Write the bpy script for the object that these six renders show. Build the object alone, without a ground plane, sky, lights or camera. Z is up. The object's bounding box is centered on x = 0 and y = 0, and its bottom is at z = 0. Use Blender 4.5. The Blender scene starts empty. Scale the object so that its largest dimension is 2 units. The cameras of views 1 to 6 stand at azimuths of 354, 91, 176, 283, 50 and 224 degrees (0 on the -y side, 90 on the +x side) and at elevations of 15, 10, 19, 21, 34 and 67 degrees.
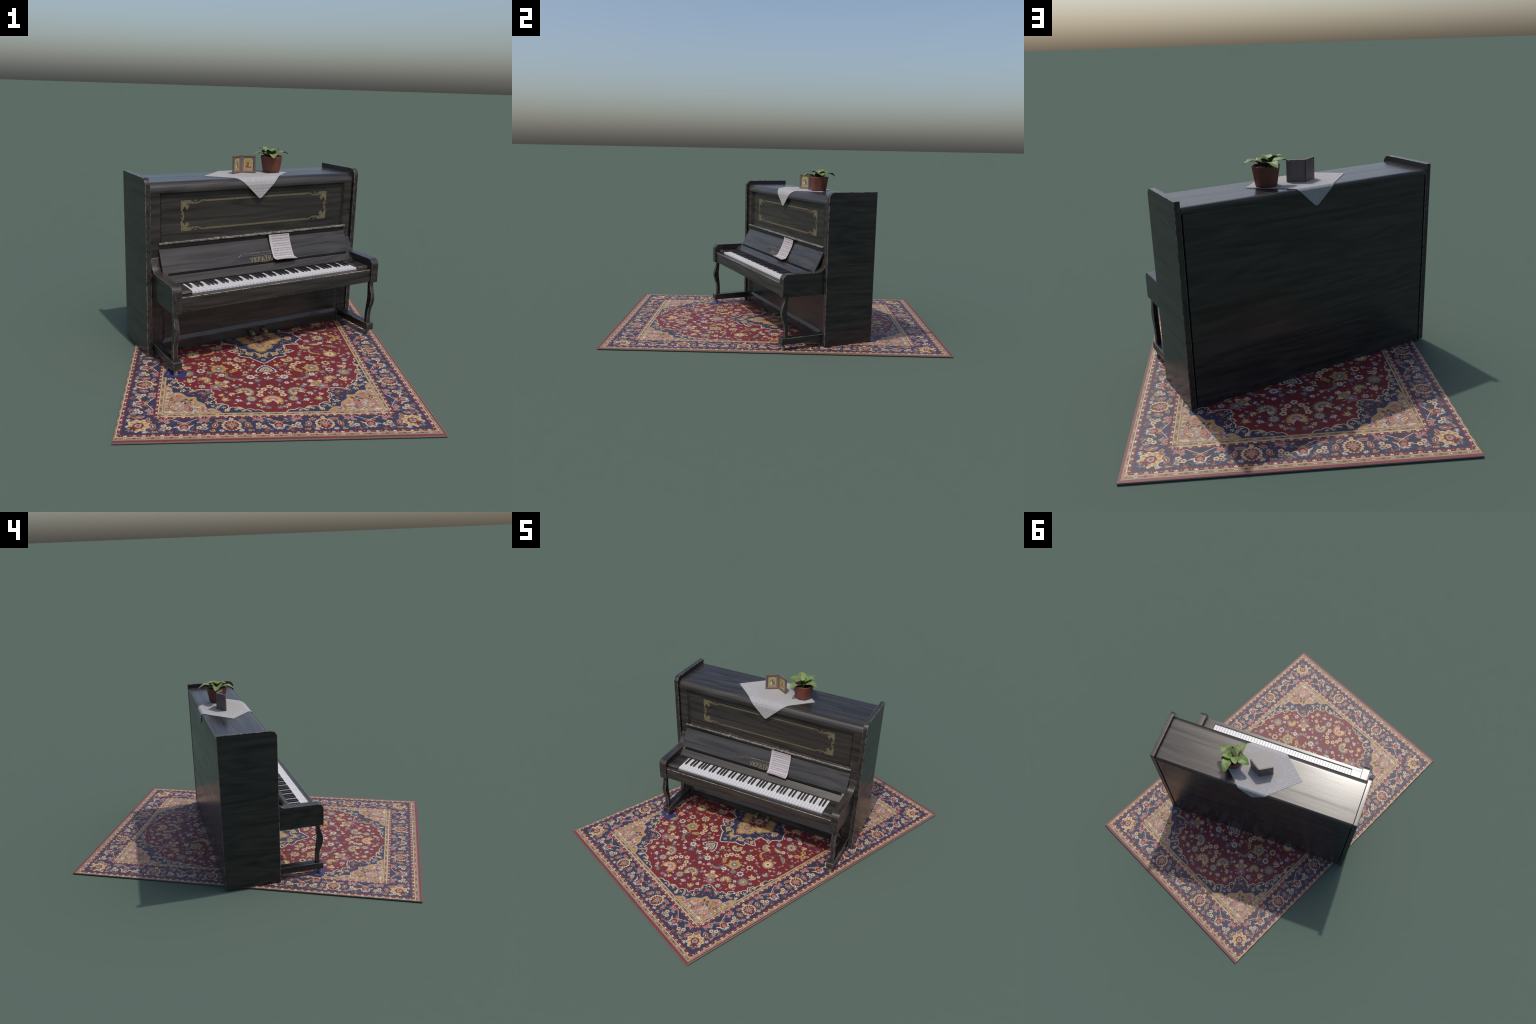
# Upright piano on a patterned rug, with a lace cloth, a folding picture frame,
# a potted plant, a music sheet and a small blue booklet under one front foot.
import bpy, bmesh, math, random
from mathutils import Vector, Matrix
from mathutils.geometry import tessellate_polygon

TAU = math.tau
rng = random.Random(7)

# ----------------------------------------------------------------------------
# placement of the piano on the rug
# ----------------------------------------------------------------------------
PIANO_AT, PIANO_TURN = (-0.1185, 0.3124), math.radians(24.75)
RUG_TOP, FLOOR = 0.0070, 0.0080
RUG_X0, RUG_X1, RUG_Y = -0.6305, 0.6850, 1.0
DESIGN_X = 0.019                      # the woven design is centred here

# ----------------------------------------------------------------------------
# node helpers
# ----------------------------------------------------------------------------
class Nodes:
    def __init__(self, name):
        self.mat = bpy.data.materials.new(name)
        self.mat.use_nodes = True
        self.nt = self.mat.node_tree
        self.bsdf = self.nt.nodes["Principled BSDF"]

    def new(self, kind, **props):
        n = self.nt.nodes.new(kind)
        for k, v in props.items():
            setattr(n, k, v)
        return n

    def link(self, a, b):
        self.nt.links.new(a, b)

    def put(self, socket, value):
        if hasattr(value, "is_linked"):
            self.link(value, socket)
        elif isinstance(value, (tuple, list)) and len(value) == 3 and socket.type == "RGBA":
            socket.default_value = (*value, 1)
        else:
            socket.default_value = value

    def coords(self):
        return self.new("ShaderNodeTexCoord").outputs["Object"]

    def mapping(self, vec, scale=(1, 1, 1), rot=(0, 0, 0), loc=(0, 0, 0)):
        n = self.new("ShaderNodeMapping")
        self.link(vec, n.inputs["Vector"])
        n.inputs["Scale"].default_value = scale
        n.inputs["Rotation"].default_value = rot
        n.inputs["Location"].default_value = loc
        return n.outputs[0]

    def noise(self, vec, scale, detail=3.0, rough=0.55, distortion=0.0):
        n = self.new("ShaderNodeTexNoise")
        self.link(vec, n.inputs["Vector"])
        n.inputs["Scale"].default_value = scale
        n.inputs["Detail"].default_value = detail
        n.inputs["Roughness"].default_value = rough
        n.inputs["Distortion"].default_value = distortion
        return n.outputs["Fac"]

    def math(self, op, a, b=0.0, clamp=False):
        n = self.new("ShaderNodeMath", operation=op, use_clamp=clamp)
        self.put(n.inputs[0], a)
        self.put(n.inputs[1], b)
        return n.outputs[0]

    def span(self, v, a, b, c=0.0, d=1.0):
        n = self.new("ShaderNodeMapRange")
        self.put(n.inputs["Value"], v)
        for k, x in zip(("From Min", "From Max", "To Min", "To Max"), (a, b, c, d)):
            n.inputs[k].default_value = x
        return n.outputs[0]

    def mix(self, fac, a, b, blend="MIX"):
        n = self.new("ShaderNodeMix", data_type="RGBA", blend_type=blend)
        self.put(n.inputs[0], fac)
        self.put(n.inputs[6], a)
        self.put(n.inputs[7], b)
        return n.outputs[2]

    def xyz(self, vec):
        n = self.new("ShaderNodeSeparateXYZ")
        self.link(vec, n.inputs[0])
        return n.outputs

    def bump(self, height, strength=0.3, distance=0.001):
        n = self.new("ShaderNodeBump")
        n.inputs["Strength"].default_value = strength
        n.inputs["Distance"].default_value = distance
        self.link(height, n.inputs["Height"])
        self.link(n.outputs[0], self.bsdf.inputs["Normal"])

    def done(self, color=None, rough=0.5, spec=0.5, **more):
        if color is not None:
            self.put(self.bsdf.inputs["Base Color"], color)
        self.put(self.bsdf.inputs["Roughness"], rough)
        self.put(self.bsdf.inputs["Specular IOR Level"], spec)
        for k, v in more.items():
            self.put(self.bsdf.inputs[k.replace("_", " ")], v)
        return self.mat


def wood(name, along, light=(0.043, 0.0370, 0.0330), dark=(0.0100, 0.0090, 0.0083), rough=(0.185, 0.31), worn=0.0, wear=(0.20, 0.170, 0.150)):
    """Old black-stained veneer: long contour-line grain along one axis; worn > 0 rubs pale patches into it."""
    m = Nodes(name)
    c = m.coords()
    slow, fast, mid = {"x": ((0.75, 8, 8), (4.0, 130, 130), (1.6, 34, 34)), "y": ((8, 0.9, 8), (130, 4.0, 130), (34, 1.8, 34)), "z": ((8, 8, 0.75), (130, 130, 4.0), (34, 34, 1.6))}[along]
    rings = m.noise(m.mapping(c, slow), 1.0, 2.0, 0.45, 0.25)
    lines = m.span(m.math("SINE", m.math("MULTIPLY", rings, 62.0)), -1, 1)
    streak = m.noise(m.mapping(c, mid), 1.0, 3.0, 0.6, 0.3)
    fibre = m.noise(m.mapping(c, fast), 1.0, 4.0, 0.6)
    grain = m.math("ADD", m.math("MULTIPLY", lines, 0.30), m.math("MULTIPLY", m.span(streak, 0.3, 0.7), 0.50))
    grain = m.math("ADD", grain, m.math("MULTIPLY", m.span(fibre, 0.3, 0.7), 0.25))
    color = m.mix(m.span(grain, 0.15, 0.95), dark, light)
    # small pale scuffs
    scuff = m.span(m.noise(c, 120.0, 2.0, 0.5), 0.735, 0.77)
    scuff = m.math("MULTIPLY", scuff, m.span(m.noise(c, 9.0, 1.0), 0.5, 0.65))
    color = m.mix(m.math("MULTIPLY", scuff, 0.55), color, (0.14, 0.125, 0.115))
    r = m.span(m.noise(m.mapping(c, mid), 0.8, 5.0, 0.65), 0.3, 0.7, rough[0], rough[1])
    if worn:
        patch = m.span(m.noise(c, 55.0, 4.0, 0.7), 0.60 - 0.25 * worn, 0.78 - 0.25 * worn)
        broad = m.span(m.noise(c, 7.0, 2.0, 0.5), 0.35, 0.6, 0.35, 1.0)
        patch = m.math("MULTIPLY", patch, broad)
        color = m.mix(patch, color, wear)
        r = m.math("ADD", r, m.math("MULTIPLY", patch, 0.12))
    m.bump(m.math("ADD", fibre, m.math("MULTIPLY", streak, 0.6)), 0.09, 0.0005)
    return m.done(color, r, 0.5)


def plain(name, color, rough=0.5, spec=0.5, vary=0.12, scale=60.0, **more):
    m = Nodes(name)
    c = m.coords()
    v = m.noise(c, scale, 4.0, 0.6)
    lo = tuple(x * (1 - vary * 2) for x in color)
    hi = tuple(x * (1 + vary * 1.6) for x in color)
    col = m.mix(m.span(v, 0.3, 0.7), lo, hi)
    m.bump(v, 0.08, 0.0005)
    return m.done(col, rough, spec, **more)


def woven(name, color):
    """Rug yarn: cross ribs every 8 mm, finer weft lines and uneven dye."""
    m = Nodes(name)
    c = m.coords()
    _, y, _ = m.xyz(c)
    wob = m.math("MULTIPLY", m.noise(m.mapping(c, (4, 4, 4)), 1.0, 2.0), 0.004)
    f = m.math("FRACT", m.math("DIVIDE", m.math("ADD", y, wob), 0.0080))
    rib = m.math("ABSOLUTE", m.math("SUBTRACT", f, 0.5))          # 0 in the groove .. 0.5 on the ridge
    groove = m.span(rib, 0.02, 0.20, 1.0, 0.0)
    dye = m.noise(m.mapping(c, (70, 260, 10)), 1.0, 3.0, 0.6)
    wide = m.noise(c, 5.0, 2.0, 0.5)
    k = m.math("MULTIPLY", m.span(dye, 0.25, 0.75, 0.62, 1.30), m.span(wide, 0.3, 0.7, 0.92, 1.08))
    k = m.math("MULTIPLY", k, m.span(groove, 0, 1, 1.0, 0.55))
    comb = m.new("ShaderNodeCombineColor")
    for i in range(3):
        m.link(k, comb.inputs[i])
    col = m.mix(1.0, color, comb.outputs[0], "MULTIPLY")
    fleck = m.noise(m.mapping(c, (240, 300, 10)), 1.0, 2.0, 0.6)
    col = m.mix(m.span(fleck, 0.54, 0.72, 0.0, 0.24), col, (0.21, 0.160, 0.135))
    col = m.mix(m.span(fleck, 0.44, 0.28, 0.0, 0.40), col, (0.050, 0.030, 0.040))
    m.bump(m.math("ADD", m.span(groove, 0, 1, 1.0, 0.0), m.math("MULTIPLY", dye, 0.5)), 0.35, 0.0008)
    return m.done(col, 0.56, 0.5)


# ----------------------------------------------------------------------------
# mesh helpers
# ----------------------------------------------------------------------------
EDGE = {}                 # veneer name -> rubbed version used on its rounded edges
def group(name, label, category, at=(0, 0, 0), turn=0.0):
    e = bpy.data.objects.new(name, None)
    e.empty_display_size = 0.1
    e.location = at
    e.rotation_euler = (0, 0, turn)
    e["label"], e["category"] = label, category
    bpy.context.scene.collection.objects.link(e)
    return e


def link(name, mesh, parent=None, mats=()):
    o = bpy.data.objects.new(name, mesh)
    for m in mats:
        mesh.materials.append(m)
    if parent is not None:
        o.parent = parent
    bpy.context.scene.collection.objects.link(o)
    return o


def finish(bm, name, parent, mats, smooth=35, bevel=0.0, segments=2, limit=30, edge=False):
    bmesh.ops.remove_doubles(bm, verts=bm.verts, dist=1e-6)
    bmesh.ops.recalc_face_normals(bm, faces=bm.faces)
    if bevel:
        sharp = [e for e in bm.edges if len(e.link_faces) == 2 and e.calc_face_angle(0) > math.radians(limit)]
        bmesh.ops.bevel(bm, geom=sharp, offset=bevel, offset_type="OFFSET", segments=segments, profile=0.5, affect="EDGES", clamp_overlap=True, material=1 if len(mats) > 1 and edge else -1)
    me = bpy.data.meshes.new(name)
    bm.to_mesh(me)
    bm.free()
    me.shade_smooth()
    me.set_sharp_from_angle(angle=math.radians(max(smooth, 50) if bevel else smooth))
    o = link(name, me, parent, mats)
    if bevel:                     # large faces stay flat, the rounding happens on the narrow edges
        w = o.modifiers.new("flat_faces", "WEIGHTED_NORMAL")
        w.weight, w.keep_sharp = 100, True
    return o


def box(name, parent, mat, lo, hi, bevel=0.002, segments=2):
    bm = bmesh.new()
    bmesh.ops.create_cube(bm, size=1.0)
    for v in bm.verts:
        v.co = Vector([lo[i] + (v.co[i] + 0.5) * (hi[i] - lo[i]) for i in range(3)])
    return finish(bm, name, parent, [mat] + ([EDGE[mat.name]] if mat.name in EDGE else []), 40, bevel, segments, 30, True)


def slab(name, parent, mat, outline, x0, x1, bevel=0.002, segments=2, limit=30, smooth=30):
    """A board whose side outline is given as (y, z) points, running from x0 to x1."""
    bm = bmesh.new()
    a = [bm.verts.new((x0, y, z)) for y, z in outline]
    b = [bm.verts.new((x1, y, z)) for y, z in outline]
    bm.faces.new(a)
    bm.faces.new(list(reversed(b)))
    n = len(outline)
    for i in range(n):
        bm.faces.new((a[i], b[i], b[(i + 1) % n], a[(i + 1) % n]))
    return finish(bm, name, parent, [mat] + ([EDGE[mat.name]] if mat.name in EDGE else []), smooth, bevel, segments, limit, True)


def arc(cx, cy, r, a0, a1, n=8):
    return [(cx + r * math.cos(math.radians(a0 + (a1 - a0) * i / n)), cy + r * math.sin(math.radians(a0 + (a1 - a0) * i / n))) for i in range(n + 1)]


def smooth_path(pts, steps=8, closed=False):
    out, n = [], len(pts)
    for i in range(n if closed else n - 1):
        get = (lambda k: pts[k % n]) if closed else (lambda k: pts[min(max(k, 0), n - 1)])
        p0, p1, p2, p3 = get(i - 1), get(i), get(i + 1), get(i + 2)
        for s in range(steps):
            t = s / steps
            out.append(tuple(0.5 * (2 * p1[k] + (p2[k] - p0[k]) * t + (2 * p0[k] - 5 * p1[k] + 4 * p2[k] - p3[k]) * t * t + (3 * p1[k] - p0[k] - 3 * p2[k] + p3[k]) * t ** 3) for k in range(len(p1))))
    if not closed:
        out.append(tuple(pts[-1]))
    return out


def ribbon(path, width, taper=False):
    """Left and right borders of a flat line of the given width along a 2D path."""
    l, r, n = [], [], len(path)
    for i, (x, y) in enumerate(path):
        xa, ya = path[max(i - 1, 0)]
        xb, yb = path[min(i + 1, n - 1)]
        dx, dy = xb - xa, yb - ya
        d = math.hypot(dx, dy) or 1e-9
        w = width / 2
        if taper:
            w *= max(0.08, math.sin(math.pi * min(1.0, (i + 0.4) / n)) ** 0.7)
        l.append((x - dy / d * w, y + dx / d * w))
        r.append((x + dy / d * w, y - dx / d * w))
    return l, r


# ----------------------------------------------------------------------------
# THE PIANO
# ----------------------------------------------------------------------------
wood_x = wood("black_veneer_lengthwise", "x")
wood_y = wood("black_veneer_crosswise", "y")
wood_z = wood("black_veneer_upright", "z")
wood_rubbed = wood("rubbed_black_strip", "x", light=(0.055, 0.050, 0.046), dark=(0.020, 0.018, 0.017), worn=0.35, wear=(0.145, 0.130, 0.120))
for m, a in ((wood_x, "x"), (wood_y, "y"), (wood_z, "z")):
    EDGE[m.name] = wood("rubbed_edge_" + a, a, light=(0.055, 0.049, 0.045), dark=(0.018, 0.0165, 0.015), worn=0.75)
wood_cover = wood("cover_veneer", "x")
wood_chipped = wood("chipped_black_strip", "x")
EDGE[wood_chipped.name] = EDGE[wood_rubbed.name] = wood("rubbed_strip_edge", "x", light=(0.070, 0.062, 0.056), dark=(0.03, 0.027, 0.024), worn=0.85, wear=(0.32, 0.275, 0.235))
dark_gap = plain("dark_interior", (0.006, 0.006, 0.006), 0.8, 0.2)
ivory = plain("white_key_plastic", (0.50, 0.50, 0.515), 0.32, 0.5, 0.03, 30)
ebony = plain("black_key_plastic", (0.016, 0.015, 0.017), 0.30, 0.5, 0.1)
brass = plain("dull_brass", (0.190, 0.160, 0.095), 0.45, 0.5, 0.25, 90, Metallic=0.35)
gilt = plain("faded_gilt", (0.150, 0.124, 0.068), 0.55, 0.4, 0.22, 140)

piano = group("upright_piano", "worn black upright piano with gilt scroll frame", "piano", (*PIANO_AT, 0), PIANO_TURN)

# cheeks of the case -----------------------------------------------------------
cheek_outline = [(0.0, FLOOR), (0.0, 0.8985)] + arc(-0.280, 0.8635, 0.035, 90, 180, 8) + [(-0.315, FLOOR)]
for s in (-1, 1):
    slab("side_panel", piano, wood_y, cheek_outline, s * 0.5985, s * 0.6245, 0.0028, 2)

# lid with its rolled front edge
lid_outline = arc(-0.014, 0.858, 0.014, 0, 90, 5) + arc(-0.262, 0.832, 0.040, 90, 180, 10) + [(-0.302, 0.8225), (-0.272, 0.8225), (-0.272, 0.846), (0.0, 0.846)]
slab("lid", piano, wood_cover, lid_outline, -0.5975, 0.5975, 0.0015, 2, 40, 25)
slab("back_panel", piano, wood_cover, [(-0.002, FLOOR), (-0.002, 0.8455), (-0.020, 0.8455), (-0.020, FLOOR)], -0.5925, 0.5925, 0.002)
box("inner_case", piano, dark_gap, (-0.598, -0.262, 0.03), (0.598, -0.022, 0.845), 0)

# upper front: stiles and the sunk panel
def framed_panel(name, x, z0, z1, face, sunk, slope, mat):
    """A sunk rectangular panel with sloping sides all round, open to the front."""
    bm = bmesh.new()
    o = [bm.verts.new(p) for p in ((-x, face, z0), (x, face, z0), (x, face, z1), (-x, face, z1))]
    i = [bm.verts.new(p) for p in ((-x + slope, sunk, z0 + slope), (x - slope, sunk, z0 + slope), (x - slope, sunk, z1 - slope), (-x + slope, sunk, z1 - slope))]
    b = [bm.verts.new((v.co.x, sunk + 0.014, v.co.z)) for v in o]
    bm.faces.new(i)
    bm.faces.new(list(reversed(b)))
    for k in range(4):
        j = (k + 1) % 4
        bm.faces.new((o[k], o[j], i[j], i[k]))
        bm.faces.new((o[j], o[k], b[k], b[j]))
    return finish(bm, name, piano, [mat], 20, 0.0012, 2, 10)

framed_panel("upper_panel", 0.5440, 0.568, 0.8222, -0.3005, -0.2845, 0.0095, wood_x)
for s in (-1, 1):
    box("stile", piano, wood_cover, (min(s * 0.5445, s * 0.5960), -0.3005, FLOOR), (max(s * 0.5445, s * 0.5960), -0.262, 0.8222), 0.0025)
box("fall_backing", piano, wood_x, (-0.544, -0.2985, 0.430), (0.544, -0.264, 0.5732), 0.001)

# shelf that carries the music
slab("music_shelf", piano, wood_rubbed, [(-0.286, 0.5735), (-0.3105, 0.5735), (-0.3125, 0.578), (-0.3105, 0.5845), (-0.286, 0.5845)], -0.5575, 0.5575, 0.0022, 2)

# folding key cover, opened upright
LB, LT = Vector((-0.360, 0.4405)), Vector((-0.304, 0.5515))
LDIR = (LT - LB).normalized()
LNOR = Vector((-LDIR.y, LDIR.x))          # towards the player
def on_cover(u, t, lift=0.0):
    p = LB + LDIR * t + LNOR * lift
    return (u, p.x, p.y)
def cover_yz(t, lift):
    p = LB + LDIR * t + LNOR * lift
    return (p.x, p.y)
COVER = (LT - LB).length
slab("key_cover", piano, wood_cover, [cover_yz(0.0015, 0.0), cover_yz(COVER, 0.0), cover_yz(COVER, -0.012), cover_yz(0.001, -0.012), cover_yz(-0.001, -0.006)], -0.5565, 0.5565, 0.0015, 2)
# finger grip: a shallow wedge on the cover
bm = bmesh.new()
g = [bm.verts.new(on_cover(u, t, l)) for u, t, l in ((-0.1195, 0.0545, 0.0045), (0.1195, 0.0545, 0.0045), (0.1440, 0.0375, 0.0045), (-0.1440, 0.0375, 0.0045))]
h = [bm.verts.new(on_cover(u, t, 0.0002)) for u, t in ((-0.1225, 0.0570), (0.1225, 0.0570), (0.1450, 0.0370), (-0.1450, 0.0370))]
bm.faces.new(g)
bm.faces.new(list(reversed(h)))
for k in range(4):
    bm.faces.new((g[k], h[k], h[(k + 1) % 4], g[(k + 1) % 4]))
finish(bm, "finger_grip", piano, [wood_x, EDGE[wood_rubbed.name]], 20, 0.0009, 2, 30, True)
# strip between cover and keys, near-black box behind it, seen as a thin dark band
slab("key_strip", piano, wood_cover, [(-0.3755, 0.4365), (-0.4110, 0.4100), (-0.4110, 0.4030), (-0.395, 0.4030), (-0.366, 0.4300)], -0.5495, 0.5495, 0.0016, 2)
for s in (-1, 1):
    slab("cover_bracket", piano, wood_x, [(-0.3625, 0.4445), (-0.4135, 0.4045), (-0.35, 0.4045), (-0.345, 0.4445)], s * 0.5345, s * 0.5505, 0.0012, 2)
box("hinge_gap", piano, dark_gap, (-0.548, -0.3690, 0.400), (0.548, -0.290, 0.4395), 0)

# key bed and the rail in front of the keys
slab("key_bed", piano, wood_x, [(-0.5625, 0.3170), (-0.5625, 0.3868), (-0.5405, 0.3868), (-0.5405, 0.3815), (-0.30, 0.3815), (-0.30, 0.3170)], -0.5510, 0.5510, 0.0022, 2)
slab("key_rail", piano, wood_chipped, [(-0.5630, 0.3795), (-0.5630, 0.3868), (-0.5600, 0.3882), (-0.5410, 0.3882), (-0.5410, 0.3795)], -0.5506, 0.5506, 0.0018, 2)
for s in (-1, 1):
    slab("key_block", piano, wood_x, [(-0.5385, 0.3820), (-0.5385, 0.3975), (-0.5340, 0.4050), (-0.400, 0.4050), (-0.400, 0.3820)], s * 0.4845, s * 0.5505, 0.0014, 2)

# keys: 50 naturals from A to A, sharps between them
PITCH, NATURALS = 0.01934, 50
bm = bmesh.new()
bmesh.ops.create_cube(bm, size=1.0)
for v in bm.verts:
    v.co = Vector((v.co.x * (PITCH - 0.0011), -0.5290 + (v.co.y + 0.5) * 0.1290, 0.3875 + (v.co.z + 0.5) * 0.0112))
natural = finish(bm, "white_key", piano, [ivory], 40, 0.0010, 2)
bm = bmesh.new()
w, wt = 0.0103, 0.0086
lowr = [bm.verts.new(p) for p in ((-w / 2, -0.4820, 0.3995), (w / 2, -0.4820, 0.3995), (w / 2, -0.4000, 0.3995), (-w / 2, -0.4000, 0.3995))]
upr = [bm.verts.new(p) for p in ((-wt / 2, -0.4765, 0.4085), (wt / 2, -0.4765, 0.4085), (wt / 2, -0.4000, 0.4085), (-wt / 2, -0.4000, 0.4085))]
bm.faces.new(list(reversed(lowr)))
bm.faces.new(upr)
for k in range(4):
    bm.faces.new((lowr[k], lowr[(k + 1) % 4], upr[(k + 1) % 4], upr[k]))
sharp = finish(bm, "black_key", piano, [ebony], 40, 0.0014, 2)
first_n = first_s = True
for i in range(NATURALS):
    x = (i - (NATURALS - 1) / 2) * PITCH
    o = natural if first_n else natural.copy()
    if not first_n:
        o.name = "white_key"
        bpy.context.scene.collection.objects.link(o)
    o.location = (x, 0, rng.uniform(-0.0004, 0.0003))
    first_n = False
    letter = "ABCDEFG"[i % 7]
    if letter in "ACDFG" and i < NATURALS - 1:
        o = sharp if first_s else sharp.copy()
        if not first_s:
            o.name = "black_key"
            bpy.context.scene.collection.objects.link(o)
        o.location = (x + PITCH / 2 + {"A": 0.0012, "C": -0.0012, "D": 0.0012, "F": -0.0014, "G": 0.0}[letter], 0, 0)
        first_s = False
slab("key_frame", piano, plain("grey_felt", (0.055, 0.053, 0.052), 0.8, 0.3), [(-0.5402, 0.3816), (-0.5402, 0.3885), (-0.40, 0.3885), (-0.40, 0.3816)], -0.4840, 0.4840, 0)

# arms, legs, toe blocks and feet
arm_outline = ([(-0.573, 0.3150)] + arc(-0.541, 0.4125, 0.032, 180, 90, 8) + [(-0.42, 0.4445)]
               + [(-0.316 + (x + 0.316), z) for x, z in arc(-0.362, 0.4965, 0.052, -90, -14, 8)] + [(-0.3035, 0.5120), (-0.3008, 0.5120), (-0.3008, 0.3130)])
leg_outline = smooth_path([(-0.5515, 0.3165), (-0.5580, 0.286), (-0.5690, 0.252), (-0.5745, 0.222), (-0.5690, 0.190), (-0.5570, 0.158), (-0.5525, 0.128), (-0.5530, 0.077)], 4) + \
    smooth_path([(-0.5300, 0.077), (-0.5295, 0.128), (-0.5330, 0.165), (-0.5370, 0.200), (-0.5390, 0.232), (-0.5365, 0.265), (-0.5330, 0.3165)], 4)
toe_outline = [(-0.573, 0.0395), (-0.573, 0.0715)] + arc(-0.5665, 0.0715, 0.0065, 180, 90, 4) + [(-0.2990, 0.0790), (-0.2990, 0.0395)]
for s in (-1, 1):
    slab("arm", piano, wood_y, arm_outline, s * 0.5518, s * 0.5968, 0.0030, 2, 30)
    slab("leg", piano, wood_y, leg_outline, s * 0.5635, s * 0.5880, 0.0028, 2, 45)
    slab("toe_block", piano, wood_y, toe_outline, s * 0.5510, s * 0.5955, 0.0022, 2, 30)
    bm = bmesh.new()
    stand = FLOOR + (0.0032 if s < 0 else 0.0)
    rings = [(0.006, 0.0400), (0.006, 0.031), (0.0105, 0.028), (0.0115, 0.020), (0.0095, stand + 0.004), (0.0115, stand + 0.0015), (0.0115, stand)]
    loops = [[bm.verts.new((s * 0.5752 + r * math.cos(k * TAU / 20), -0.5545 + r * math.sin(k * TAU / 20), z)) for k in range(20)] for r, z in rings]
    for a, b in zip(loops, loops[1:]):
        for k in range(20):
            bm.faces.new((a[k], a[(k + 1) % 20], b[(k + 1) % 20], b[k]))
    bm.faces.new(loops[0]); bm.faces.new(loops[-1])
    finish(bm, "foot", piano, [brass], 50)

# lower front
framed_panel("lower_panel", 0.5440, 0.0660, 0.3165, -0.3015, -0.2925, 0.0185, wood_x)
slab("bottom_rail", piano, wood_x, [(-0.3000, FLOOR + 0.006), (-0.3000, 0.0658), (-0.266, 0.0658), (-0.266, FLOOR + 0.006)], -0.5442, 0.5442, 0.0015, 2)
box("plinth_shadow_gap", piano, dark_gap, (-0.5440, -0.290, FLOOR), (0.5440, -0.25, FLOOR + 0.0065), 0)
for s in (-1, 1):
    box("lower_stile", piano, wood_x, (min(s * 0.5446, s * 0.5962), -0.3050, FLOOR), (max(s * 0.5446, s * 0.5962), -0.3006, 0.3140), 0.0015)
for x in (-0.035, 0.044):
    outline = smooth_path([(-0.280, 0.0465), (-0.306, 0.0478), (-0.330, 0.0455), (-0.3415, 0.0390), (-0.3405, 0.0310), (-0.330, 0.0290), (-0.306, 0.0345), (-0.280, 0.0365)], 4, closed=True)
    slab("pedal", piano, brass, outline, x - 0.0105, x + 0.0105, 0.0032, 3, 60)
    ring = arc(x - 0.001, 0.0400, 0.0155, 0, 360, 20)[:-1]
    bm = bmesh.new()
    f = [bm.verts.new((u, -0.3007, v)) for u, v in ring]
    b = [bm.verts.new((u, -0.2975, v)) for u, v in ring]
    bm.faces.new(f); bm.faces.new(list(reversed(b)))
    for k in range(20):
        bm.faces.new((f[k], b[k], b[(k + 1) % 20], f[(k + 1) % 20]))
    finish(bm, "pedal_opening", piano, [dark_gap], 30)


# ---- gilt line work: ribbons of leaf-thin gilding -----------------------------
class Gilding:
    def __init__(self, place, bold=1.18):
        self.v, self.f, self.place, self.n, self.bold = [], [], place, 0, bold

    def line(self, path, width, taper=False):
        l, r = ribbon(path, width * self.bold, taper)
        base, self.n = len(self.v), self.n + 1
        lift = 0.0002 + (self.n % 9) * 0.00003
        for p, q in zip(l, r):
            self.v += [self.place(p[0], p[1], lift), self.place(q[0], q[1], lift)]
        for i in range(len(path) - 1):
            k = base + 2 * i
            self.f.append((k, k + 1, k + 3, k + 2))

    def blob(self, pts):
        base, self.n = len(self.v), self.n + 1
        lift = 0.0002 + (self.n % 9) * 0.00003
        cx, cy = sum(p[0] for p in pts) / len(pts), sum(p[1] for p in pts) / len(pts)
        self.v.append(self.place(cx, cy, lift))
        self.v += [self.place(x, y, lift) for x, y in pts]
        n = len(pts)
        self.f += [(base, base + 1 + i, base + 1 + (i + 1) % n) for i in range(n)]

    def build(self, name, parent, mat):
        me = bpy.data.meshes.new(name)
        me.from_pydata(self.v, [], self.f)
        bm = bmesh.new()
        bm.from_mesh(me)
        bmesh.ops.recalc_face_normals(bm, faces=bm.faces)
        bm.to_mesh(me)
        bm.free()
        return link(name, me, parent, [mat])


def spiral(cx, cy, r, a0, turns, n=18, grow=0.25):
    return [(cx + r * (1 - (1 - grow) * i / n) * math.cos(a0 + turns * TAU * i / n), cy + r * (1 - (1 - grow) * i / n) * math.sin(a0 + turns * TAU * i / n)) for i in range(n + 1)]


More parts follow.
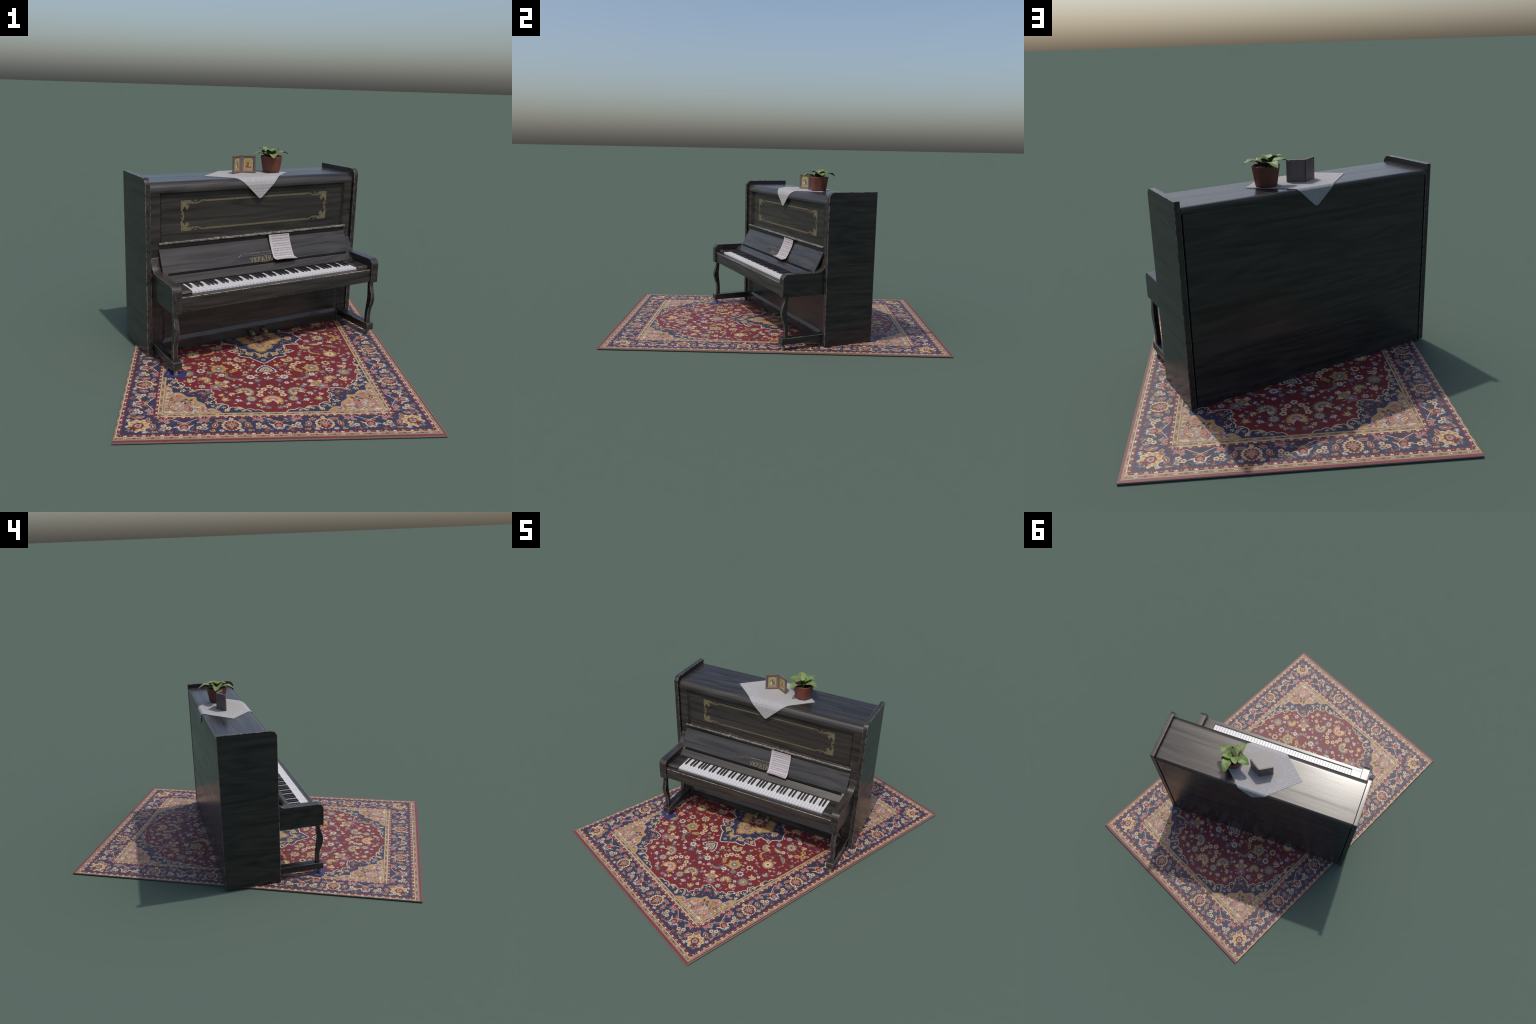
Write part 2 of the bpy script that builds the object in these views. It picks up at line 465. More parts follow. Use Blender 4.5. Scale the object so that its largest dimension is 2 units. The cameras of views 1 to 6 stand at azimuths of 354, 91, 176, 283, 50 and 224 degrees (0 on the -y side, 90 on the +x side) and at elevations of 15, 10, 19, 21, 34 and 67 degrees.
GX, GZ0, GZ1 = 0.4315, 0.6290, 0.7765
gild = Gilding(lambda x, z, lift: (x, -0.2845 - lift, z))
MIDZ = (GZ0 + GZ1) / 2
def corner_gild(line, blob):
    """Scrollwork of one corner in (u, v) measured from the corner along the two sides."""
    T = 0.0019
    line([(0, 0.048), (0.0005, 0.0), (0.048, 0.0005)], 0.0042)
    line([(0.005, 0.030), (0.006, 0.006), (0.030, 0.005)], 0.0026)
    line([(0.003, 0.003), (0.020, 0.020), (0.034, 0.032)], 0.0050, True)
    for k in range(3):
        a = math.radians(12 + 33 * k)
        line([(0.008, 0.008), (0.008 + 0.016 * math.cos(a), 0.008 + 0.016 * math.sin(a)), (0.008 + 0.030 * math.cos(a + 0.12), 0.008 + 0.030 * math.sin(a + 0.12))], 0.0046, True)
    for c, r, a in (((0.011, 0.011), 0.0060, 0.6), ((0.021, 0.0075), 0.0050, 2.0), ((0.0075, 0.021), 0.0050, 4.0), ((0.022, 0.020), 0.0065, 1.5), ((0.036, 0.0065), 0.0050, 5.0), ((0.0065, 0.037), 0.0050, 3.0), ((0.030, 0.038), 0.0045, 0.5), ((0.039, 0.028), 0.0045, 2.5), ((0.049, 0.008), 0.0050, 1.0), ((0.028, 0.012), 0.0065, 0.3), ((0.012, 0.027), 0.0065, 2.2), ((0.033, 0.026), 0.006, 1.0), ((0.025, 0.031), 0.005, 3.2), ((0.041, 0.013), 0.0055, 4.0)):
        line(spiral(*c, r, a, 1.25), T)
    blob([(0.034 + 0.0055 * math.cos(k * TAU / 8) * (1.3 if k % 2 else 0.7), 0.034 + 0.0055 * math.sin(k * TAU / 8) * (1.3 if k % 2 else 0.7)) for k in range(8)])
    # long side scroll
    for o in (0.0, 0.0036):
        line(smooth_path([(0.030, 0.001 + o), (0.046, 0.0 + o), (0.060, 0.007 + o), (0.074, 0.0125 + o * 0.9), (0.088, 0.0115 + o * 0.8), (0.102, 0.0045 + o), (0.114, 0.0005 + o), (0.132, 0.0003 + o)], 5), T)
    line(spiral(0.0755, 0.0025, 0.0062, 1.4, -1.2), T)
    line(spiral(0.058, 0.0135, 0.0050, -1.0, 1.2), T)
    # short side scroll
    for o in (0.0, 0.0036):
        line(smooth_path([(0.001 + o, 0.028), (-0.001 + o, 0.040), (0.004 + o, 0.052), (0.0095 + o, 0.062), (0.0095 + o, 0.0738)], 5), T)
    line(spiral(0.0030, 0.0625, 0.0050, 0.2, 1.2), T)
for sx in (-1, 1):
    for top in (0, 1):
        def tr(p, sx=sx, top=top):
            return (sx * (GX - p[0]), GZ1 - p[1] if top else GZ0 + p[1])
        corner_gild(lambda path, w, taper=False: gild.line([tr(p) for p in path], w, taper), lambda pts: gild.blob([tr(p) for p in pts]))
for z in (GZ0, GZ1):
    s = 1 if z == GZ0 else -1
    for o, wd in ((0.0006, 0.0020), (0.0036, 0.0014), (0.0064, 0.0020)):
        gild.line([(-GX + 0.130 + k * (2 * GX - 0.26) / 20, z + s * o) for k in range(21)], wd)
gild.build("gilt_frame", piano, gilt)

# lettering on the cover, built stroke by stroke with slab serifs
name_gild = Gilding(lambda u, t, lift: on_cover(u, t, lift + 0.0002), 1.15)
def letter_strokes(ch):
    S = {"У": [((0.1, 1), (0.5, 0.42)), ((0.9, 1), (0.42, 0.0)), ((0.42, 0.0), (0.2, 0.03))],
         "К": [((0.22, 0), (0.22, 1)), ((0.24, 0.48), (0.85, 1)), ((0.36, 0.55), (0.88, 0))],
         "Р": [((0.22, 0), (0.22, 1))],
         "А": [((0.08, 0), (0.5, 1)), ((0.5, 1), (0.92, 0)), ((0.26, 0.33), (0.74, 0.33))],
         "Ї": [((0.5, 0), (0.5, 0.95))],
         "Н": [((0.2, 0), (0.2, 1)), ((0.8, 0), (0.8, 1)), ((0.2, 0.5), (0.8, 0.5))]}[ch]
    feet = {"У": [(0.1, 1), (0.9, 1)], "К": [(0.22, 0), (0.22, 1), (0.86, 0), (0.84, 1)], "Р": [(0.22, 0), (0.22, 1)], "А": [(0.08, 0), (0.92, 0)], "Ї": [(0.5, 0), (0.5, 0.95)], "Н": [(0.2, 0), (0.2, 1), (0.8, 0), (0.8, 1)]}[ch]
    return S, feet
WORD, CELL, TALL, BASE = "УКРАЇНА", 0.0214, 0.0225, 0.0075
for k, ch in enumerate(WORD):
    u0 = -0.0752 + k * CELL + 0.0008
    put = lambda p, u0=u0: (u0 + p[0] * (CELL - 0.0022), BASE + p[1] * TALL)
    strokes, feet = letter_strokes(ch)
    for i, (a, b) in enumerate(strokes):
        name_gild.line([put(a), put(b)], 0.0034 if i == 0 else 0.0025)
    for p in feet:
        q = put(p)
        name_gild.line([(q[0] - 0.0034, q[1]), (q[0] + 0.0034, q[1])], 0.0016)
    if ch == "Р":
        name_gild.line([put(p) for p in smooth_path([(0.22, 0.98), (0.6, 0.98), (0.84, 0.76), (0.6, 0.52), (0.22, 0.52)], 5)], 0.0026)
    if ch == "Ї":
        for d in (0.14, 0.5, 0.86):
            name_gild.blob([(put((d, 0))[0] + 0.0022 * math.cos(j * TAU / 8), BASE + TALL * 1.16 + 0.0026 * math.sin(j * TAU / 8)) for j in range(8)])
name_gild.line([(-0.010, 0.0035), (0.030, 0.0035)], 0.0016)
name_gild.build("name_lettering", piano, plain("name_gilt", (0.17, 0.135, 0.068), 0.5, 0.4, 0.2, 160))

# ----------------------------------------------------------------------------
# things standing on the piano share its frame
# ----------------------------------------------------------------------------
def on_piano(x, y, z=0.0):
    c, s = math.cos(PIANO_TURN), math.sin(PIANO_TURN)
    return (PIANO_AT[0] + x * c - y * s, PIANO_AT[1] + x * s + y * c, z)

# ---- lace cloth ---------------------------------------------------------------
LID_Z = 0.872
def drape(p, q, lift):
    """Cloth point p along the piano, q across it: flat on the lid, bent over its two long edges."""
    if q > 0:                                     # towards the back
        flat, r = 0.157 - 0.014, 0.0145
        if q <= flat:
            return (p, -0.157 + q, LID_Z + lift)
        a = (q - flat) / r
        if a <= math.pi / 2:
            return (p, -0.014 + (r + lift) * math.sin(a), LID_Z - r + (r + lift) * math.cos(a))
        return (p, 0.0005 + lift, LID_Z - r - (q - flat - r * math.pi / 2))
    q, flat, r = -q, 0.262 - 0.157, 0.0402
    if q <= flat:
        return (p, -0.157 - q, LID_Z + lift)
    a = (q - flat) / r
    if a <= math.pi / 2:
        return (p, -0.262 - (r + lift) * math.sin(a), LID_Z - r + (r + lift) * math.cos(a))
    return (p, -0.3022 - lift, LID_Z - r - (q - flat - r * math.pi / 2))

cloth = group("lace_tablecloth", "square white lace cloth draped over the piano lid", "tablecloth", on_piano(0, 0, 0), PIANO_TURN)
N, HALF_P, HALF_Q, HALF_QF = 120, 0.2505, 0.236, 0.236
RING = 0.585
inside = lambda i, j: ((i + j + 1) / N - 2 + 1) * HALF_Q > -0.104 and max(abs((i + 0.5) / N * 2 - 1), abs((j + 0.5) / N * 2 - 1)) < RING
def cloth_point(i, j, under):
    s, t = i / N * 2 - 1, j / N * 2 - 1
    p, q = (s - t) / 2 * HALF_P, (s + t) / 2 * HALF_Q
    q = max(min(q, 0.2300), -0.2310)          # the hanging corners are blunted
    ring = max(abs(s), abs(t))
    lift = 0.0004 if under else 0.0022
    if not under and not inside(min(i, N - 1), min(j, N - 1)):
        # rows of lace knots with open net between them, wavering along the hem
        k = math.cos(s * 46) * math.cos(t * 46)
        lift += 0.0008 * k + 0.0004 * math.sin(s * 9) * math.sin(t * 7)
    return drape(p, q, lift)
def cloth_mesh(name, keep, mat):
    v, f, idx = [], [], {}
    def vid(i, j, under):
        if (i, j, under) not in idx:
            idx[(i, j, under)] = len(v)
            v.append(cloth_point(i, j, under))
        return idx[(i, j, under)]
    for i in range(N):
        for j in range(N):
            if not keep(i, j):
                continue
            f.append((vid(i, j, 0), vid(i + 1, j, 0), vid(i + 1, j + 1, 0), vid(i, j + 1, 0)))
            f.append((vid(i, j, 1), vid(i, j + 1, 1), vid(i + 1, j + 1, 1), vid(i + 1, j, 1)))
            for (a, b), edge in ((((i, j), (i + 1, j)), j == 0), (((i + 1, j + 1), (i, j + 1)), j == N - 1), (((i + 1, j), (i + 1, j + 1)), i == N - 1), (((i, j + 1), (i, j)), i == 0)):
                if edge:
                    f.append((vid(*b, 0), vid(*a, 0), vid(*a, 1), vid(*b, 1)))
    me = bpy.data.meshes.new(name)
    me.from_pydata(v, [], f)
    bm = bmesh.new(); bm.from_mesh(me)
    bmesh.ops.recalc_face_normals(bm, faces=bm.faces)
    return finish(bm, name, cloth, [mat], 60)
def cloth_mat(name, a, b, thread, holes):
    m = Nodes(name)
    c = m.coords()
    k = m.mapping(c, (thread, thread, thread), (0, 0, math.radians(45)))
    x, y, z = m.xyz(k)
    weave = m.math("MULTIPLY", m.math("SINE", x), m.math("SINE", m.math("ADD", y, z)))
    n = m.noise(c, 90.0, 3.0)
    v = m.new("ShaderNodeTexVoronoi")
    m.link(c, v.inputs["Vector"])
    v.inputs["Scale"].default_value = 250.0
    d = m.new("ShaderNodeTexVoronoi")
    m.link(c, d.inputs["Vector"])
    d.inputs["Scale"].default_value = 88.0
    d.inputs["Randomness"].default_value = 0.35
    net = m.math("ADD", m.math("MULTIPLY", m.span(v.outputs["Distance"], 0.25, 0.6), holes), m.math("MULTIPLY", m.span(d.outputs["Distance"], 0.30, 0.55), holes * 0.8))
    f = m.math("SUBTRACT", m.span(m.math("ADD", weave, m.math("SUBTRACT", n, 0.5)), -0.8, 0.8), net, clamp=True)
    col = m.mix(f, a, b)
    m.bump(m.math("SUBTRACT", weave, net), 0.35, 0.0008)
    return m.done(col, 0.9, 0.2, Sheen_Weight=0.1)
cloth_mesh("lace_border", lambda i, j: not inside(i, j), cloth_mat("white_lace", (0.265, 0.262, 0.265), (0.450, 0.445, 0.45), 1500, 0.45))
cloth_mesh("plain_centre", inside, cloth_mat("plain_linen", (0.270, 0.260, 0.255), (0.305, 0.295, 0.288), 2400, 0.0))

# ---- folding double picture frame ------------------------------------------------
CLOTH_TOP = LID_Z + 0.0024
frame_wood = wood("grey_brown_frame_wood", "z", (0.150, 0.110, 0.102), (0.085, 0.064, 0.060), (0.45, 0.6))
book = group("folding_picture_frame", "two small hinged wooden frames with golden pictures", "picture frame", on_piano(-0.0095, -0.0985, CLOTH_TOP), PIANO_TURN)
pic = {k: plain("picture_" + k, c, 0.35, 0.5, 0.15, 200) for k, c in {"gold": (0.33, 0.235, 0.060), "pale": (0.36, 0.30, 0.115), "blue": (0.10, 0.26, 0.34), "red": (0.34, 0.045, 0.035), "white": (0.42, 0.42, 0.44), "navy": (0.06, 0.09, 0.22), "skin": (0.20, 0.10, 0.05), "green": (0.17, 0.24, 0.10)}.items()}
def picture_frame(direction, length, shapes):
    """A frame standing from the hinge along the direction (unit, piano axes); its picture faces the room."""
    H, T, RIM = 0.0960, 0.0085, 0.0150
    d = Vector((*direction, 0)).normalized()
    n = Vector((d.y, -d.x, 0))
    if n.y > 0:
        n = -n
    place = lambda u, z, out: tuple(d * u + n * out + Vector((0, 0, z)))
    bm = bmesh.new()
    g0 = 0.0034
    o = [(g0, 0), (length, 0), (length, H), (g0, H)]
    i = [(g0 + RIM, RIM), (length - RIM, RIM), (length - RIM, H - RIM), (g0 + RIM, H - RIM)]
    m = [(g0 + RIM * 0.55, RIM * 0.55), (length - RIM * 0.55, RIM * 0.55), (length - RIM * 0.55, H - RIM * 0.55), (g0 + RIM * 0.55, H - RIM * 0.55)]
    F = [bm.verts.new(place(*p, T)) for p in o]
    M = [bm.verts.new(place(*p, T + 0.0006)) for p in m]
    I = [bm.verts.new(place(*p, T - 0.0040)) for p in i]
    B = [bm.verts.new(place(*p, 0.0)) for p in o]
    for k in range(4):
        j = (k + 1) % 4
        bm.faces.new((F[k], F[j], M[j], M[k]))
        bm.faces.new((M[k], M[j], I[j], I[k]))
        bm.faces.new((F[j], F[k], B[k], B[j]))
    bm.faces.new(I)
    bm.faces.new(list(reversed(B)))
    wooden = finish(bm, "frame", book, [frame_wood], 30, 0.0011, 2)
    cx, cz = (g0 + length) / 2, H / 2
    v, f, mi, order = [], [], [], list(pic)
    for lvl, (col, pts) in enumerate(shapes):
        base = len(v)
        pts = [(cx + a, cz + b) for a, b in pts]
        mx, mz = sum(p[0] for p in pts) / len(pts), sum(p[1] for p in pts) / len(pts)
        v.append(place(mx, mz, T - 0.0038 + lvl * 0.00012))
        v += [place(*p, T - 0.0038 + lvl * 0.00012) for p in pts]
        for k in range(len(pts)):
            f.append((base, base + 1 + k, base + 1 + (k + 1) % len(pts)))
            mi.append(order.index(col))
    me = bpy.data.meshes.new("picture")
    me.from_pydata(v, [], f)
    bm = bmesh.new(); bm.from_mesh(me)
    for fc, k in zip(bm.faces, mi):
        fc.material_index = k
        fc.normal_update()
        if fc.normal.dot(n) < 0:
            fc.normal_flip()
    bm.to_mesh(me); bm.free()
    link("picture", me, wooden, list(pic.values()))
def oval(x, z, a, b, n=24):
    return [(x + a * math.cos(k * TAU / n), z + b * math.sin(k * TAU / n)) for k in range(n)]
def rect(x0, z0, x1, z1):
    return [(x0, z0), (x1, z0), (x1, z1), (x0, z1)]
def arched(w, z0, z1):
    return [(-w, z0), (w, z0)] + [(w * math.cos(a), z1 + w * math.sin(a)) for a in (math.pi * k / 12 for k in range(13))]
ground_shapes = [("gold", rect(-0.0262, -0.0330, 0.0262, 0.0330)), ("pale", rect(-0.0215, -0.0275, 0.0215, 0.0275)),
                 ("navy", oval(-0.0195, 0.0265, 0.0028, 0.0036, 8)), ("navy", oval(0.0195, 0.0265, 0.0028, 0.0036, 8)), ("gold", arched(0.0185, -0.0235, 0.0055))]
# plain stand-ins of the same colours for the two printed pictures
robed = ground_shapes + [("blue", arched(0.0155, -0.019, 0.004)), ("gold", oval(0, 0.0095, 0.0075, 0.0085)), ("white", rect(-0.0100, -0.019, 0.0115, -0.004)), ("red", [(-0.0145, -0.019), (-0.001, -0.019), (0.002, -0.002), (-0.0055, 0.0015), (-0.0125, -0.006)]), ("skin", oval(0, 0.0075, 0.0042, 0.0065))]
hooded = ground_shapes + [("green", oval(0.001, 0.006, 0.0155, 0.0145)), ("pale", oval(0.001, 0.005, 0.0120, 0.0115)), ("red", [(-0.0150, -0.019), (0.002, -0.019), (0.0055, -0.004), (0.0060, 0.0075), (0.0, 0.0135), (-0.0070, 0.0095), (-0.0090, -0.0035)]), ("navy", [(0.001, -0.019), (0.0150, -0.019), (0.0145, -0.0085), (0.0070, -0.0085)]), ("white", oval(0.0075, -0.0090, 0.0045, 0.0045)), ("skin", oval(0.0005, 0.0020, 0.0042, 0.0060))]
picture_frame((-0.0717, -0.0440), 0.0838, robed)
picture_frame((0.0690, -0.0455), 0.0830, hooded)

# ---- potted plant --------------------------------------------------------------
POT = (0.1635, -0.1335)
plant = group("potted_plant", "small green plant in a terracotta pot", "houseplant", on_piano(*POT, CLOTH_TOP), PIANO_TURN)
terracotta = plain("terracotta", (0.135, 0.040, 0.026), 0.55, 0.4, 0.08, 35)
def eight_sided(r, a, squash=0.75):
    """Slightly rounded octagon."""
    sector = TAU / 8
    t = (a + sector / 2) % sector - sector / 2
    return r * ((1 - squash) + squash * math.cos(sector / 2) / math.cos(t) / 0.965)
bm = bmesh.new()
prof = [(0.0, 0.0), (0.0390, 0.0), (0.0440, 0.0012), (0.0472, 0.0060), (0.0490, 0.0150), (0.0603, 0.0840), (0.0606, 0.0865), (0.0594, 0.0880), (0.0560, 0.0880), (0.0546, 0.0860), (0.0525, 0.0740)]
SEG = 64
rings = []
for r, z in prof[1:]:
    rings.append([bm.verts.new((eight_sided(r, k * TAU / SEG) * math.cos(k * TAU / SEG + 0.2), eight_sided(r, k * TAU / SEG) * math.sin(k * TAU / SEG + 0.2), z)) for k in range(SEG)])
for a, b in zip(rings, rings[1:]):
    for k in range(SEG):
        bm.faces.new((a[k], a[(k + 1) % SEG], b[(k + 1) % SEG], b[k]))
bm.faces.new(list(reversed(rings[0])))
bm.faces.new(rings[-1])
finish(bm, "pot", plant, [terracotta], 50)
bm = bmesh.new()
bmesh.ops.create_grid(bm, x_segments=24, y_segments=24, size=0.0545)
for v in bm.verts:
    x, y = v.co.x, v.co.y
    d = math.hypot(x, y)  / 0.0545
    if max(abs(x), abs(y)) > 0:
        k = max(abs(x), abs(y))  / 0.0545 / max(d, 1e-9)
        v.co.x, v.co.y = x * k, y * k
    v.co.z = 0.0760 + rng.uniform(-0.0012, 0.0012)
finish(bm, "soil", plant, [plain("black_soil", (0.010, 0.008, 0.007), 0.95, 0.2, 0.4, 300)], 60)

def leaf_material():
    m = Nodes("green_leaf")
    tc = m.new("ShaderNodeTexCoord")
    gx, gy, gz = m.xyz(tc.outputs["Generated"])
    o = tc.outputs["Object"]
    n = m.noise(o, 40.0, 4.0, 0.6)
    big = m.noise(o, 19.0, 2.0, 0.5)
    green = m.mix(m.span(n, 0.3, 0.7), (0.092, 0.172, 0.030), (0.155, 0.250, 0.055))
    blush = m.math("MULTIPLY", m.span(big, 0.45, 0.62), 0.85)
    col = m.mix(blush, green, (0.190, 0.165, 0.105))
    spot = m.span(m.noise(o, 75.0, 2.0, 0.5), 0.70, 0.76)
    col = m.mix(m.math("MULTIPLY", spot, 0.6), col, (0.05, 0.045, 0.04))
    m.bump(n, 0.15, 0.001)
    tr = m.new("ShaderNodeBsdfTranslucent")
    m.put(tr.inputs["Color"], col)
    mixs = m.new("ShaderNodeMixShader")
    mixs.inputs[0].default_value = 0.12
    m.link(m.bsdf.outputs[0], mixs.inputs[1])
    m.link(tr.outputs[0], mixs.inputs[2])
    m.link(mixs.outputs[0], m.nt.nodes["Material Output"].inputs["Surface"])
    return m.done(col, 0.5, 0.4)
leaf_mat = leaf_material()
leaf_back = plain("leaf_underside", (0.045, 0.065, 0.022), 0.7, 0.3, 0.2, 90)  # green darkened to bake in the shade beneath the leaves
def grow_leaf(base, mid, tip, width, fold, round_tip=0.5):
    """A folded oval leaf along base-mid-tip (plant coordinates), with real thickness and its stalk."""
    A, B, C = (Vector(p) for p in (base, mid, tip))
    bm = bmesh.new()
    NU, NV = 18, 10
    side = (C - A).cross(Vector((0, 0, 1))).normalized()
    tops, bots = [], []
    for i in range(NU + 1):
        u = i / NU
        c = A * (1 - u) ** 2 + B * 2 * u * (1 - u) + C * u * u
        tan = (B - A) * 2 * (1 - u) + (C - B) * 2 * u
        up = side.cross(tan).normalized()
        w = width * (math.sin(math.pi * u ** (0.78 - 0.1 * round_tip)) ** 0.58 * (1 - 0.10 * u)) + 0.0014 * (1 - u)
        rt, rb = [], []
        for j in range(NV + 1):
            t = j / NV * 2 - 1
            p = c + side * (t * w) + up * (fold * w * (abs(t) ** 1.15 - 0.25 * t * t) - 0.0) + up * (0.0012 * math.sin(u * 17 + t * 3))
            rt.append(bm.verts.new(p + up * 0.0006))
            rb.append(bm.verts.new(p - up * 0.0006))
        tops.append(rt); bots.append(rb)
    def quad(a, b, c, d, k):
        f = bm.faces.new((a, b, c, d))
        f.material_index = k
    for i in range(NU):
        for j in range(NV):
            quad(tops[i][j], tops[i + 1][j], tops[i + 1][j + 1], tops[i][j + 1], 0)
            quad(bots[i][j], bots[i][j + 1], bots[i + 1][j + 1], bots[i + 1][j], 1)
        quad(tops[i][0], bots[i][0], bots[i + 1][0], tops[i + 1][0], 0)
        quad(tops[i + 1][NV], bots[i + 1][NV], bots[i][NV], tops[i][NV], 0)
    for i in (0, NU):
        for j in range(NV):
            quad(tops[i][j], tops[i][j + 1], bots[i][j + 1], bots[i][j], 0)
    # stalk down to the soil
    foot = Vector((A.x * 0.25, A.y * 0.25, 0.074))
    path = [foot.lerp(A, k / 6) + Vector((0, 0, 0.004 * math.sin(math.pi * k / 6))) for k in range(7)]
    ringsv = [[bm.verts.new(p + Vector((0.0018 * math.cos(k * TAU / 6), 0.0018 * math.sin(k * TAU / 6), 0))) for k in range(6)] for p in path]
    for a, b in zip(ringsv, ringsv[1:]):
        for k in range(6):
            quad(a[k], a[(k + 1) % 6], b[(k + 1) % 6], b[k], 0)
    return finish(bm, "leaf", plant, [leaf_mat, leaf_back], 70)
def rel(x, y, z):
    return (x - POT[0], y - POT[1], z - CLOTH_TOP)
for base, mid, tip, width, fold in (
        ((0.1700, -0.1460, 0.955), (0.212, -0.152, 0.999), (0.2525, -0.1600, 0.9715), 0.0285, 0.30),
        ((0.1420, -0.1570, 0.952), (0.138, -0.190, 0.995), (0.1180, -0.2310, 0.9590), 0.0275, 0.32),
        ((0.1620, -0.1280, 0.962), (0.190, -0.118, 1.004), (0.2200, -0.1085, 0.9900), 0.0225, 0.35),
        ((0.1560, -0.1340, 0.962), (0.148, -0.155, 1.004), (0.1325, -0.1865, 0.9905), 0.0250, 0.40),
        ((0.1400, -0.1360, 0.955), (0.098, -0.126, 0.998), (0.0560, -0.1120, 0.9630), 0.0290, 0.28),
        ((0.1460, -0.1270, 0.970), (0.138, -0.108, 1.004), (0.1190, -0.0755, 1.0030), 0.0235, 0.45),
        ((0.1680, -0.1220, 0.955), (0.178, -0.075, 1.004), (0.1680, -0.0235, 0.9640), 0.0280, 0.32)):
    grow_leaf(rel(*base), rel(*mid), rel(*tip), width, fold)

# ---- music sheet on the key cover --------------------------------------------
sheet = group("music_sheet", "single sheet of printed music leaning on the key cover", "sheet music", on_piano(0, 0, 0), PIANO_TURN)
def paper_material():
    m = Nodes("printed_music_paper")
    c = m.coords()
    x, y, z = m.xyz(c)
    # distance down the page: along the sloping sheet
    t = m.math("SUBTRACT", m.math("MULTIPLY", y, 0.52), m.math("MULTIPLY", z, -0.86))
    f = m.math("FRACT", m.math("DIVIDE", t, 0.0262))
    row = lambda a, b: m.math("MULTIPLY", m.span(f, a, a + 0.06), m.span(f, b + 0.06, b))
    band = m.math("ADD", row(0.06, 0.32), row(0.50, 0.76))
    lines = m.span(m.math("SINE", m.math("MULTIPLY", t, TAU / 0.0019)), 0.0, 0.9)
    notes = m.span(m.noise(m.mapping(c, (260, 420, 420)), 1.0, 2.0, 0.6), 0.44, 0.58)
    ink = m.math("MULTIPLY", band, m.math("MAXIMUM", m.math("MULTIPLY", lines, 0.35), m.math("MULTIPLY", notes, 0.85)))
    margin = m.math("MULTIPLY", m.span(x, 0.066, 0.068), m.span(x, 0.180, 0.178))
    ink = m.math("MULTIPLY", ink, margin)
    col = m.mix(ink, (0.360, 0.335, 0.352), (0.075, 0.07, 0.075))
    return m.done(col, 0.8, 0.3)
path = smooth_path([(-0.3140, 0.5715), (-0.3200, 0.540), (-0.3400, 0.497), (-0.3590, 0.4640), (-0.3730, 0.4560), (-0.3965, 0.4560)], 6)
bm = bmesh.new()
WN = 12
front, back = [], []
for i, (y, z) in enumerate(path):
    k = i / (len(path) - 1)
    ya, za = path[max(i - 1, 0)]
    yb, zb = path[min(i + 1, len(path) - 1)]
    ny, nz = (zb - za), -(yb - ya)
    d = math.hypot(ny, nz)
    ny, nz = ny / d, nz / d
    if ny > 0:
        ny, nz = -ny, -nz
    ra, rb = [], []
    for j in range(WN + 1):
        a = j / WN
        x = 0.0536 + 0.007 * k + 0.1275 * a
        wave = 0.0012 * math.sin(a * 5 + k * 3)
        ra.append(bm.verts.new((x, y + ny * wave, z + nz * wave - 0.0022 * a)))
        rb.append(bm.verts.new((x, y + ny * (wave - 0.0006), z + nz * (wave - 0.0006) - 0.0022 * a)))
    front.append(ra); back.append(rb)
for i in range(len(path) - 1):
    for j in range(WN):
        bm.faces.new((front[i][j], front[i][j + 1], front[i + 1][j + 1], front[i + 1][j]))
        bm.faces.new((back[i][j], back[i + 1][j], back[i + 1][j + 1], back[i][j + 1]))
    for j in (0, WN):
        bm.faces.new((front[i][j], front[i + 1][j], back[i + 1][j], back[i][j]))
for i in (0, len(path) - 1):
    for j in range(WN):
        bm.faces.new((front[i][j], front[i][j + 1], back[i][j + 1], back[i][j]))
finish(bm, "paper_sheet", sheet, [paper_material()], 70)

# ---- small booklet under the left front foot -----------------------------------
bk = group("blue_booklet", "thin dark blue booklet lying under a piano foot", "booklet", on_piano(-0.5745, -0.5490, FLOOR - 0.0002), PIANO_TURN + math.radians(-36.5))
box("cover", bk, plain("blue_cover", (0.030, 0.030, 0.115), 0.45, 0.4, 0.08), (-0.0500, -0.0350, 0), (0.0500, 0.0350, 0.0032), 0.0006)
for k, (w, dx) in enumerate(((0.040, -0.0365), (0.028, -0.0315))):
    box("title_line", bk, gilt, (dx - 0.0011, -w / 2, 0.0030), (dx + 0.0011, w / 2, 0.0034), 0)

# ----------------------------------------------------------------------------
# THE RUG
# ----------------------------------------------------------------------------
rug = group("patterned_rug", "red and navy floral rug with central medallion", "rug")
DYES = {"red": (0.138, 0.009, 0.016), "navy": (0.022, 0.0235, 0.060), "cream": (0.50, 0.365, 0.220), "gold": (0.38, 0.230, 0.075), "slate": (0.115, 0.130, 0.155), "mauve": (0.31, 0.235, 0.215),
        "pink": (0.37, 0.095, 0.120), "maroon": (0.105, 0.011, 0.018), "rust": (0.30, 0.095, 0.040), "olive": (0.225, 0.180, 0.105), "white": (0.50, 0.43, 0.385), "edge": (0.165, 0.022, 0.034), "sand": (0.24, 0.185, 0.125), "blue": (0.055, 0.065, 0.125), "tan": (0.290, 0.185, 0.078)}
ORDER = list(DYES)
yarn = {k: woven("yarn_" + k, v) for k, v in DYES.items()}

# body of the rug
body = box("rug_body", rug, plain("rug_backing", (0.155, 0.128, 0.098), 0.9, 0.2, 0.2, 250), (RUG_X0, -RUG_Y, 0.0), (RUG_X1, RUG_Y, RUG_TOP - 0.0001), 0.0014, 2)

